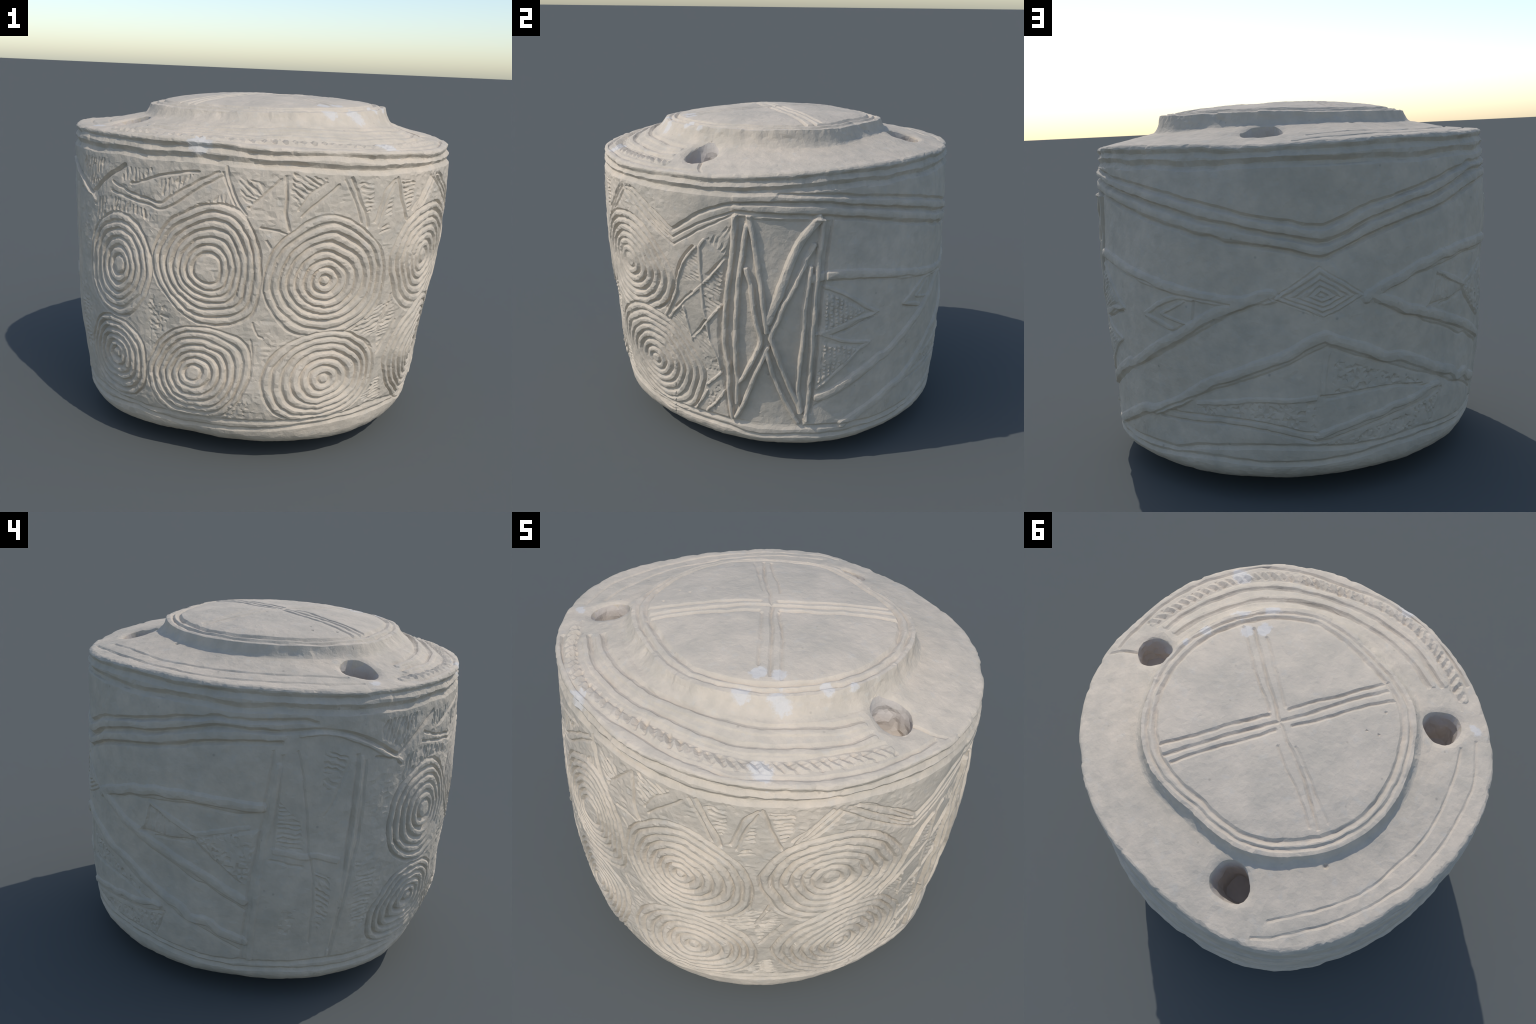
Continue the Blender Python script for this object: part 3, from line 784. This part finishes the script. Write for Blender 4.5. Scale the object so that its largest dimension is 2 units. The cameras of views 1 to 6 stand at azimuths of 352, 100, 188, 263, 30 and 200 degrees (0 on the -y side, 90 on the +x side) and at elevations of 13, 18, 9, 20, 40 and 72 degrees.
# ---------------------------------------------------------------------------
# 4. CARVING THE TOP.  Strokes are given in plan, (x, y) in metres.
# ---------------------------------------------------------------------------
topX, topY, topR = X[t0:], Y[t0:], RHO[t0:]
top_hand_x = 0.0030 * noise(topX, topY, 0 * topX, 0.05) + 0.0015 * noise(topX, topY, 0 * topX, 0.02, 3.7)
top_hand_y = 0.0030 * noise(topX, topY, 0 * topX, 0.05, 8.2) + 0.0015 * noise(topX, topY, 0 * topX, 0.02, 5.1)
top_pressure = 0.9 + 0.4 * noise(topX, topY, 0 * topX, 0.09, 6.1)
top_cut = np.zeros_like(topX)
top_proud = np.zeros_like(topX)
pu, pv = topX + top_hand_x, topY + top_hand_y


def plan_stroke(points, width, depth, layer=None, profile=vee):
    layer = top_cut if layer is None else layer
    p = along(points)
    for a, b in zip(p[:-1], p[1:]):
        lo, hi = np.minimum(a, b) - width - 0.006, np.maximum(a, b) + width + 0.006
        k = np.nonzero((topX > lo[0]) & (topX < hi[0]) & (topY > lo[1]) & (topY < hi[1]))
        if len(k[0]):
            d = segment_distance(pu[k], pv[k], a, b) / width
            layer[k] = np.maximum(layer[k], profile(np.clip(1 - d, 0, 1)) * depth * top_pressure[k])


def plan_groove(name, width, depth, *points):
    plan_stroke(points, width, depth)


def plan_ridge(name, width, depth, *points):
    plan_stroke(points, width, depth, top_proud, bead)


def lid_ring(name, inset, width, depth, wobble):
    """a groove that follows the edge of the lid"""
    lip = around(LIP_RADIUS, TH)
    d = np.abs(topR - (lip - inset) + 1.3 * top_hand_x + wobble * noise(topX, topY, 0 * topX, 0.25, inset * 50)) / width
    top_cut[:] = np.maximum(top_cut, vee(np.clip(1 - d, 0, 1)) * depth * top_pressure)


def rope(name, width, depth, pitch, *points):
    """a milled band: a low bead with slanting bites cut one after another along it"""
    plan_stroke(points, width * 0.75, depth * 0.55, top_proud, bead)
    p = along(points)
    seg = np.linalg.norm(np.diff(p, axis=0), axis=1)
    s = np.concatenate([[0], np.cumsum(seg)])
    at = 0.0
    while at < s[-1]:
        q = np.array([np.interp(at, s, p[:, 0]), np.interp(at, s, p[:, 1])])
        ahead = np.array([np.interp(at + 0.01, s, p[:, 0]), np.interp(at + 0.01, s, p[:, 1])]) - q
        if np.linalg.norm(ahead) > 1e-6:
            f = ahead / np.linalg.norm(ahead)
            out = q / np.linalg.norm(q)
            slant = pitch * rng.uniform(0.22, 0.38)
            a = q - out * width * rng.uniform(0.50, 0.66) + f * slant
            b = q + out * width * rng.uniform(0.20, 0.45) - f * slant
            bite = depth * rng.uniform(0.6, 1.15)
            plan_stroke([a, b], pitch * rng.uniform(0.28, 0.36), bite * 0.7)
            plan_stroke([a, 0.55 * a + 0.45 * b], pitch * rng.uniform(0.36, 0.46), bite)
        at += pitch * rng.uniform(0.84, 1.16)


def pock(name, x, y, size, depth):
    d = np.hypot(pu - x, pv - y) / size
    top_cut[:] = np.maximum(top_cut, smooth(1.2 - d) * depth)



# shoulder: terraces and the milled band across the front
plan_groove("milled_band_outer_line", 0.012, 0.009,
        (0.914, -0.252), (0.874, -0.368), (0.787, -0.547), (0.678, -0.678), (0.599, -0.749), (0.500, -0.816), (0.387, -0.889),
        (0.309, -0.900), (0.144, -0.917), (-0.063, -0.897), (-0.235, -0.874), (-0.377, -0.828), (-0.520, -0.773),
        (-0.619, -0.694), (-0.702, -0.613), (-0.769, -0.529))
plan_groove("milled_band_inner_line", 0.012, 0.006,
        (0.768, -0.413), (0.700, -0.506), (0.603, -0.618), (0.508, -0.715), (0.402, -0.780), (0.285, -0.823), (0.164, -0.842),
        (-0.004, -0.836), (-0.172, -0.826), (-0.337, -0.791), (-0.447, -0.740), (-0.545, -0.669), (-0.647, -0.575),
        (-0.718, -0.474), (-0.775, -0.397))
plan_groove("terrace_line", 0.015, 0.009,
        (0.706, -0.401), (0.648, -0.509), (0.555, -0.605), (0.454, -0.682), (0.347, -0.744), (0.268, -0.769), (0.106, -0.784),
        (-0.062, -0.776), (-0.232, -0.751), (-0.377, -0.694), (-0.487, -0.638), (-0.569, -0.564), (-0.651, -0.484))
plan_groove("terrace_line", 0.016, 0.01,
        (0.644, -0.378), (0.568, -0.482), (0.456, -0.571), (0.356, -0.644), (0.241, -0.685), (0.084, -0.708), (-0.080, -0.707),
        (-0.218, -0.678), (-0.361, -0.625), (-0.491, -0.551), (-0.592, -0.460))
plan_ridge("terrace_edge", 0.016, 0.006,
        (0.727, -0.413), (0.667, -0.523), (0.571, -0.623), (0.467, -0.702), (0.358, -0.765), (0.276, -0.791), (0.109, -0.808),
        (-0.064, -0.800), (-0.239, -0.774), (-0.388, -0.715), (-0.502, -0.657), (-0.586, -0.581), (-0.670, -0.499))
plan_ridge("terrace_edge", 0.016, 0.006,
        (0.666, -0.392), (0.588, -0.499), (0.472, -0.591), (0.368, -0.667), (0.250, -0.710), (0.087, -0.734), (-0.083, -0.733),
        (-0.226, -0.703), (-0.374, -0.647), (-0.508, -0.570), (-0.613, -0.476))
rope("milled_band", 0.036, 0.018, 0.045,
        (0.799, -0.428), (0.732, -0.533), (0.631, -0.650), (0.528, -0.744), (0.423, -0.811), (0.296, -0.858), (0.168, -0.874),
        (-0.007, -0.866), (-0.176, -0.851), (-0.344, -0.811), (-0.457, -0.764), (-0.563, -0.692), (-0.668, -0.597),
        (-0.741, -0.498), (-0.772, -0.456))

# shoulder: two fine lines across the back
plan_groove("fine_line", 0.01, 0.008,
        (-0.814, -0.203), (-0.817, -0.072), (-0.805, 0.036), (-0.783, 0.160), (-0.736, 0.297), (-0.664, 0.417), (-0.603, 0.517),
        (-0.526, 0.607), (-0.406, 0.695), (-0.283, 0.769), (-0.193, 0.817))
plan_groove("fine_line", 0.01, 0.008,
        (-0.875, -0.258), (-0.906, -0.087), (-0.898, 0.043), (-0.860, 0.195), (-0.820, 0.306), (-0.767, 0.413), (-0.715, 0.496),
        (-0.625, 0.597), (-0.522, 0.694), (-0.427, 0.766), (-0.242, 0.872), (-0.140, 0.906))
plan_groove("step_at_perforation", 0.01, 0.009,
        (0.943, -0.214), (0.897, -0.232), (0.817, -0.241))

# lid: edge rings and the triple-lined cross
lid_ring("edge_ring", 0.028, 0.012, 0.010, 0.004)
lid_ring("edge_ring", 0.066, 0.016, 0.014, 0.006)
plan_groove("cross_line", 0.013, 0.013,
        (0.503, 0.222), (0.329, 0.123), (0.205, 0.037), (0.066, -0.048))
plan_groove("cross_line", 0.014, 0.013,
        (0.468, 0.265), (0.314, 0.167), (0.191, 0.081), (0.014, -0.027))
plan_groove("cross_line", 0.012, 0.012,
        (0.425, 0.289), (0.302, 0.202), (0.177, 0.124), (0.019, 0.018))
plan_groove("cross_line", 0.012, 0.012,
        (-0.013, -0.097), (-0.112, -0.169), (-0.221, -0.240), (-0.404, -0.376))
plan_groove("cross_line", 0.013, 0.012,
        (-0.001, -0.036), (-0.126, -0.120), (-0.249, -0.219), (-0.434, -0.347))
plan_groove("cross_line", 0.012, 0.012,
        (-0.049, -0.026), (-0.139, -0.078), (-0.263, -0.169), (-0.358, -0.237), (-0.472, -0.304))
plan_groove("worn_cross_line", 0.011, 0.008,
        (0.320, -0.451), (0.181, -0.219), (0.072, -0.067))
plan_groove("worn_cross_line", 0.012, 0.01,
        (0.270, -0.456), (0.141, -0.239), (0.012, -0.032))
plan_groove("worn_cross_line", 0.011, 0.007,
        (0.198, -0.430), (0.087, -0.238), (0.009, -0.106))
plan_groove("worn_cross_line", 0.011, 0.008,
        (0.012, -0.032), (-0.048, 0.053))
plan_groove("cross_line", 0.012, 0.011,
        (0.014, -0.027), (-0.004, -0.040))
plan_groove("worn_cross_line", 0.01, 0.006,
        (-0.016, 0.084), (-0.077, 0.174), (-0.146, 0.243), (-0.252, 0.391))
plan_groove("worn_cross_line", 0.012, 0.009,
        (-0.047, 0.051), (-0.164, 0.192), (-0.291, 0.386))
plan_groove("worn_cross_line", 0.01, 0.006,
        (-0.093, 0.068), (-0.161, 0.148), (-0.232, 0.238), (-0.322, 0.347))
pock("pock", -0.434, -0.223, 0.008, 0.006)
pock("pock", -0.373, -0.111, 0.008, 0.006)
pock("pock", -0.434, -0.107, 0.008, 0.006)
pock("pock", -0.365, 0.520, 0.014, 0.012)

# perforations: x, y, radius, depth, lean
HOLES = [(-0.706, -0.278, 0.088, 0.19, (0.01, 0.035)), (0.725, -0.264, 0.088, 0.15, (0.0, 0.02)), (0.015, 0.703, 0.092, 0.24, (-0.03, -0.01))]

# fresh chips: x, y, z, size
CHIPS = [(-0.402, -0.855, 1.537, 0.043), (0.368, -0.541, 1.666, 0.040), (0.344, -0.549, 1.675, 0.029), (0.227, -0.605, 1.675, 0.032), (0.223, -0.465, 1.700, 0.025), (0.301, -0.436, 1.700, 0.025), (0.460, -0.815, 1.534, 0.036), (0.574, -0.314, 1.687, 0.022), (-0.399, -0.835, 1.555, 0.029), (-0.868, -0.309, 1.555, 0.025), (0.438, -0.809, 1.538, 0.029), (0.494, -0.395, 1.689, 0.022), (0.566, -0.302, 1.690, 0.014), (-0.852, -0.319, 1.557, 0.022)]
KEEP = 0.055

PANEL = [(-2.9, 1.266), (-1.8, 1.332), (4.8, 1.336), (1.9, 1.329), (25.1, 1.309), (24.5, 1.184), (23.5, 1.027), (22.5, 0.898), (22.1, 0.728), (21.7, 0.587), (21.0, 0.409), (20.5, 0.290), (17.8, 0.214), (1.4, 0.214), (-5.5, 0.213), (-6.5, 0.350), (-7.4, 0.464), (-7.8, 0.635), (-8.0, 0.710), (-7.2, 0.854), (-5.9, 1.026), (-4.7, 1.157)]


# ---------------------------------------------------------------------------
# 5. ALL RELIEF TOGETHER, pressed in along the surface normal
# ---------------------------------------------------------------------------
relief = np.zeros_like(X)
relief[w0:w1] = level + proud - cut
# a knock on the front rim has flattened the upper collar groove there
relief[t0:] = top_proud - top_cut
# the carved front is roughly dressed between its figures: short chisel facets
front = smooth((np.cos(TH + math.radians(93)) - 0.22) / 0.25) * smooth((wallZ - 0.22) / 0.05) * smooth((1.45 - wallZ) / 0.04)
quiet = np.clip(1 - (proud + cut) / 0.006, 0, 1)
tooled = np.abs(noise(wallX, wallY, 1.4 * wallZ, 0.034, 6.2)) + 0.6 * np.abs(noise(wallX, wallY, wallZ, 0.017, 3.9))
relief[w0:w1] -= front * (0.35 + 0.65 * quiet) * 0.0032 * (tooled - 0.45) * (0.6 + 0.8 * smooth(0.5 + noise(wallX, wallY, wallZ, 0.18, 1.1)))
tu, tv = np.roll(np.stack([X, Y, Z], -1), -1, 1) - np.roll(np.stack([X, Y, Z], -1), 1, 1), np.gradient(np.stack([X, Y, Z], -1), axis=0)
N = np.cross(tu, tv)
N /= np.maximum(np.linalg.norm(N, axis=-1, keepdims=True), 1e-9)
wear = 0.0030 * noise(X, Y, Z, 0.16) + 0.0022 * noise(X, Y, Z, 0.06, 4.1) + 0.0012 * noise(X, Y, Z, 0.022, 8.8) + 0.0004 * noise(X, Y, Z, 0.010, 1.2)
wear[:w0] *= 0.3 * np.clip((RHO[:w0] - 0.25) / 0.3, 0, 1)         # the hidden underside is plain
# nibbled edges: extra chipping where the surface turns, at the rim and lip
k_rim = np.exp(-((RHO - R_RIM) / 0.025) ** 2) * (Z > 1.45)
k_lip = np.exp(-((RHO - LIP) / 0.022) ** 2) * (Z > 1.6)
chipping = -(k_rim + k_lip) * 0.006 * smooth(noise(X, Y, Z, 0.05, 12.3) * 1.4) - (k_rim + k_lip) * 0.002 * smooth(noise(X, Y, Z, 0.02, 2.9) * 1.3)
V = np.stack([X, Y, Z], -1) + N * (relief + wear + chipping)[..., None]

# the three perforations through the shoulder: sleeves sunk into the same surface
for n, (hx, hy, hr, deep, lean) in enumerate(HOLES, 1):
    dx, dy = X - hx, Y - hy
    d, a = np.hypot(dx, dy), np.arctan2(dy, dx)
    shape = hr * (1 + 0.07 * np.sin(2 * a + n) + 0.05 * np.sin(3 * a + 2.2 * n) + 0.03 * noise(np.cos(a), np.sin(a), 0 * a + n, 0.5))
    s = d / shape
    top = (Z > 1.3)
    k = np.nonzero(top & (s < 1.0))
    sk = s[k]
    down = smooth((1 - sk) / 0.60) ** 0.75
    # a worn funnel mouth that narrows to an uneven bore
    r = np.where(sk > 0.40, 0.66 + 0.34 * ((sk - 0.40) / 0.60) ** 0.9, 0.66 * sk / 0.40) * shape[k]
    rough = 1 + 0.16 * noise(np.cos(a[k]), np.sin(a[k]), 3 * down, 0.45, n) * np.clip(4 * (1 - sk), 0, 1)
    zc = top_height(np.arctan2(hy, hx), np.array(math.hypot(hx, hy)))
    zs = Z[k] * sk ** 2 + (1 - sk ** 2) * zc
    V[k] = np.stack([hx + r * rough * np.cos(a[k]) + lean[0] * down, hy + r * rough * np.sin(a[k]) + lean[1] * down,
                     zs - deep * down - 0.009 * np.clip((sk - 0.5) / 0.5, 0, 1) + 0.010 * noise(X[k], Y[k], Z[k], 0.05, 9.1) * (sk < 0.45)], -1)
    ring = np.nonzero(top & (s >= 1.0) & (s < 1.45))
    V[ring[0], ring[1], 2] -= 0.009 * (1 - (s[ring] - 1) / 0.45) ** 2 * (1 + 0.5 * noise(X[ring], Y[ring], Z[ring], 0.05, 4.4))

V[..., 2] -= V[..., 2].min()

# ---------------------------------------------------------------------------
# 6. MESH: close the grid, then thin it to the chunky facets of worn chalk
# ---------------------------------------------------------------------------
low, high = V[0].mean(0), V[-1].mean(0)
verts = np.concatenate([V.reshape(-1, 3), low[None], high[None]]).astype(np.float32)
j = np.arange(COLS)
jn = (j + 1) % COLS
q = np.arange(ROWS - 1)[:, None] * COLS
quads = np.stack([q + j, q + jn, q + COLS + jn, q + COLS + j], -1).reshape(-1, 4)
tri_low = np.stack([np.full(COLS, ROWS * COLS), jn, j], -1)
tri_high = np.stack([np.full(COLS, ROWS * COLS + 1), (ROWS - 1) * COLS + j, (ROWS - 1) * COLS + jn], -1)


def make_mesh(name, verts, loops, starts):
    me = bpy.data.meshes.new(name)
    me.vertices.add(len(verts))
    me.vertices.foreach_set("co", np.asarray(verts, np.float32).ravel())
    me.loops.add(len(loops))
    me.loops.foreach_set("vertex_index", np.asarray(loops, np.int32))
    me.polygons.add(len(starts))
    me.polygons.foreach_set("loop_start", np.asarray(starts, np.int32))
    me.update(calc_edges=True)
    return me


loops = np.concatenate([quads.ravel(), tri_low.ravel(), tri_high.ravel()])
starts = np.concatenate([np.arange(len(quads)) * 4, len(quads) * 4 + 3 * np.arange(2 * COLS)])
whole = make_mesh("stone", verts, loops, starts)
stone = bpy.data.objects.new("stone", whole)
bpy.context.scene.collection.objects.link(stone)
thin = stone.modifiers.new("thin", "DECIMATE")
thin.ratio = KEEP
dg = bpy.context.evaluated_depsgraph_get()
thinned = bpy.data.meshes.new_from_object(stone.evaluated_get(dg))
bpy.data.objects.remove(stone)
bpy.data.meshes.remove(whole)

nv, nf, nl = len(thinned.vertices), len(thinned.polygons), len(thinned.loops)
co = np.empty(nv * 3, np.float32); thinned.vertices.foreach_get("co", co); co = co.reshape(-1, 3)
lv = np.empty(nl, np.int32); thinned.loops.foreach_get("vertex_index", lv)
fs = np.empty(nf, np.int32); thinned.polygons.foreach_get("loop_start", fs)
fn_ = np.empty(nf, np.int32); thinned.polygons.foreach_get("loop_total", fn_)
vn = np.empty(nv * 3, np.float32); thinned.vertices.foreach_get("normal", vn); vn = vn.reshape(-1, 3)
face_of_loop = np.repeat(np.arange(nf), fn_)
mid = np.zeros((nf, 3)); np.add.at(mid, face_of_loop, co[lv]); mid /= fn_[:, None]
fnorm = np.empty(nf * 3, np.float32); thinned.polygons.foreach_get("normal", fnorm); fnorm = fnorm.reshape(-1, 3)

box = (co.min(0) + co.max(0)) / 2
print("bounds", co.min(0), co.max(0), "faces", nf)

# which part each face belongs to
f_th, f_rho = np.arctan2(mid[:, 1], mid[:, 0]), np.hypot(mid[:, 0], mid[:, 1])
lip_f, foot_f, rim_f = around(LIP_RADIUS, f_th), around(LIP_RADIUS, f_th) + around(COVE_REACH, f_th), rim_radius(f_th)
z_rim_f = around(RIM_CREST, f_th)
part = np.full(nf, "wall", dtype=object)
part[mid[:, 2] < 0.172] = "foot"
part[(mid[:, 2] < 0.09) & (fnorm[:, 2] < -0.8)] = "underside"
part[mid[:, 2] > 1.468] = "collar"
topside = (mid[:, 2] > z_rim_f - 0.02) & (f_rho < rim_f - 0.012)
part[topside] = "shoulder"
part[(f_rho < foot_f) & (mid[:, 2] > 1.5)] = "lid"
for n, (hx, hy, hr, deep, lean) in enumerate(HOLES):
    part[(np.hypot(mid[:, 0] - hx - 0.3 * lean[0], mid[:, 1] - hy - 0.3 * lean[1]) < hr * 1.06) & (mid[:, 2] > 1.0) & (mid[:, 2] < 1.62) &
         (mid[:, 2] < top_height(f_th, np.minimum(f_rho, rim_f)) - 0.012)] = f"perforation#{n}"
on_wall = part == "wall"
fu = f_th * WALL_ARC
for n, motif in enumerate(MOTIFS):
    du = (fu - motif[2][0] + math.pi * WALL_ARC) % (2 * math.pi * WALL_ARC) - math.pi * WALL_ARC + motif[2][0]
    k = on_wall.nonzero()[0]
    k = k[np.abs(du[k] - motif[2][0]) < 0.5]
    inside = ring_position(du[k], mid[k, 2], motif) < 1.03
    part[k[inside]] = ("nested_lozenge" if motif[0] == "nested_lozenge" else "ring_motif") + f"#{n}"
p_panel = unroll(PANEL)
k = (part == "wall").nonzero()[0]
ins = np.zeros(len(k), bool)
for a, b in zip(p_panel, np.roll(p_panel, -1, 0)):
    if a[1] != b[1]:
        ins ^= ((mid[k, 2] < a[1]) != (mid[k, 2] < b[1])) & (fu[k] < a[0] + (mid[k, 2] - a[1]) * (b[0] - a[0]) / (b[1] - a[1]))
part[k[ins]] = "lozenge_panel"

# ---------------------------------------------------------------------------
# 7. MATERIAL: chalk, mottled grey and cream, with bright fresh chips
# ---------------------------------------------------------------------------
def chalk(name, warm, grey, disc=False):
    mat = bpy.data.materials.new(name)
    mat.use_nodes = True
    nt = mat.node_tree
    nt.nodes.clear()
    new = lambda kind, **kw: (lambda nd: [setattr(nd, k, v) for k, v in kw.items()] and nd or nd)(nt.nodes.new(kind))
    link = nt.links.new
    out, bsdf, tc = new("ShaderNodeOutputMaterial"), new("ShaderNodeBsdfPrincipled"), new("ShaderNodeTexCoord")
    obj = tc.outputs["Object"]

    def tex(scale, detail=4, rough=0.55):
        t = new("ShaderNodeTexNoise")
        t.inputs["Scale"].default_value, t.inputs["Detail"].default_value, t.inputs["Roughness"].default_value = scale, detail, rough
        link(obj, t.inputs["Vector"])
        return t

    def ramp(src, *stops):
        r = new("ShaderNodeValToRGB")
        while len(r.color_ramp.elements) < len(stops):
            r.color_ramp.elements.new(0.5)
        for e, (pos, c) in zip(r.color_ramp.elements, stops):
            e.position, e.color = pos, (*c, 1)
        link(src, r.inputs["Fac"])
        return r.outputs["Color"]

    def mix(fac, a, b, kind="MIX"):
        m = new("ShaderNodeMix", data_type="RGBA", blend_type=kind)
        if isinstance(fac, float):
            m.inputs["Factor"].default_value = fac
        else:
            link(fac, m.inputs["Factor"])
        for s, v in ((m.inputs["A"], a), (m.inputs["B"], b)):
            if isinstance(v, tuple):
                s.default_value = (*v, 1)
            else:
                link(v, s)
        return m.outputs["Result"]

    def math_node(op, a, b=0.0, clamp=False):
        m = new("ShaderNodeMath", operation=op, use_clamp=clamp)
        for s, v in zip(m.inputs, (a, b)):
            if isinstance(v, (int, float)):
                s.default_value = v
            else:
                link(v, s)
        return m.outputs[0]

    base = ramp(tex(3.2, 5, 0.6).outputs["Fac"], (0.36, grey), (0.62, warm))
    base = mix(0.35, base, ramp(tex(14, 4, 0.6).outputs["Fac"], (0.36, tuple(v * 0.90 for v in grey)), (0.64, tuple(min(1, v * 1.07) for v in warm))))
    if disc:                                   # the flat of the lid is greyer than the flanks
        away = new("ShaderNodeVectorMath", operation="DISTANCE")
        link(obj, away.inputs[0])
        away.inputs[1].default_value = (0.01, -0.03, 1.70)
        edge = math_node("ADD", away.outputs["Value"], math_node("MULTIPLY", tex(5, 4, 0.6).outputs["Fac"], 0.25))
        flat = ramp(tex(5, 5, 0.6).outputs["Fac"], (0.36, (0.478, 0.422, 0.345)), (0.64, (0.572, 0.492, 0.396)))
        base = mix(ramp(edge, (0.60, (1, 1, 1)), (0.72, (0, 0, 0))), base, flat)
    # cool cloudy blotches
    base = mix(math_node("MULTIPLY", ramp(tex(22, 3).outputs["Fac"], (0.58, (0, 0, 0)), (0.72, (1, 1, 1))), 0.35), base, COOL)
    # small dark specks, far apart
    vor = new("ShaderNodeTexVoronoi")
    vor.inputs["Scale"].default_value = 9.0
    link(obj, vor.inputs["Vector"])
    speck = ramp(vor.outputs["Distance"], (0.03, (1, 1, 1)), (0.075, (0, 0, 0)))
    base = mix(math_node("MULTIPLY", speck, 0.45), base, DARK)
    # fresh white chips at their places on rim and lid
    wob = tex(11, 6, 0.72)
    mask = None
    for (x, y, z, r) in CHIPS:
        dist = new("ShaderNodeVectorMath", operation="DISTANCE")
        link(obj, dist.inputs[0])
        dist.inputs[1].default_value = (x, y, z)
        d = math_node("ADD", math_node("DIVIDE", dist.outputs["Value"], r), math_node("MULTIPLY", math_node("SUBTRACT", wob.outputs["Fac"], 0.5), 4.2))
        m = math_node("SUBTRACT", 1.35, d, True)
        m = math_node("MULTIPLY", m, 2.6, True)
        mask = m if mask is None else math_node("MAXIMUM", mask, m)
    base = mix(math_node("MULTIPLY", mask, 0.62), base, WHITE)
    link(base, bsdf.inputs["Base Color"])
    bsdf.inputs["Roughness"].default_value = 0.93
    bsdf.inputs["Specular IOR Level"].default_value = 0.15
    bump = new("ShaderNodeBump")
    bump.inputs["Strength"].default_value, bump.inputs["Distance"].default_value = 0.4, 0.006
    link(tex(60, 5, 0.6).outputs["Fac"], bump.inputs["Height"])
    link(bump.outputs["Normal"], bsdf.inputs["Normal"])
    link(bsdf.outputs["BSDF"], out.inputs["Surface"])
    return mat


CREAM, GREY = (0.595, 0.506, 0.402), (0.492, 0.434, 0.353)
COOL, DARK, WHITE = (0.505, 0.475, 0.42), (0.27, 0.24, 0.20), (0.60, 0.58, 0.555)
stone_mat = chalk("pale_chalk", CREAM, GREY)
lid_mat = chalk("lid_chalk", CREAM, GREY, disc=True)
bored_mat = chalk("bored_chalk", (0.56, 0.49, 0.42), (0.50, 0.45, 0.40))

# ---------------------------------------------------------------------------
# 8. OBJECTS: one empty for the drum, a mesh for each part
# ---------------------------------------------------------------------------
drum = bpy.data.objects.new("carved_chalk_drum", None)
bpy.context.scene.collection.objects.link(drum)
drum["label"] = "squat pale chalk drum carved with nested rings, bands and triangles"
drum["category"] = "carved stone drum"


def part_object(key, parent):
    faces = np.nonzero(part == key)[0]
    if not len(faces):
        return None
    pick = np.isin(face_of_loop, faces)
    used, idx = np.unique(lv[pick], return_inverse=True)
    counts = fn_[faces]
    name = key.split("#")[0]
    me = make_mesh(name, co[used], idx, np.concatenate([[0], np.cumsum(counts)[:-1]]))
    me.polygons.foreach_set("use_smooth", np.ones(len(faces), bool))
    corner = 0.22 * vn[lv[pick]] + 0.78 * fnorm[face_of_loop[pick]]      # mostly faceted, a little softened
    corner /= np.maximum(np.linalg.norm(corner, axis=1, keepdims=True), 1e-9)
    me.normals_split_custom_set([tuple(n) for n in corner])
    me.materials.append({"perforation": bored_mat, "lid": lid_mat}.get(name, stone_mat))
    ob = bpy.data.objects.new(name, me)
    bpy.context.scene.collection.objects.link(ob)
    ob.parent = parent
    return ob


made = {}
for key in ("wall", "foot", "underside", "collar", "shoulder", "lid"):
    made[key] = part_object(key, drum)
for key in sorted(set(part)):
    if key in made:
        continue
    part_object(key, made["shoulder"] if key.startswith("perforation") else made["wall"])
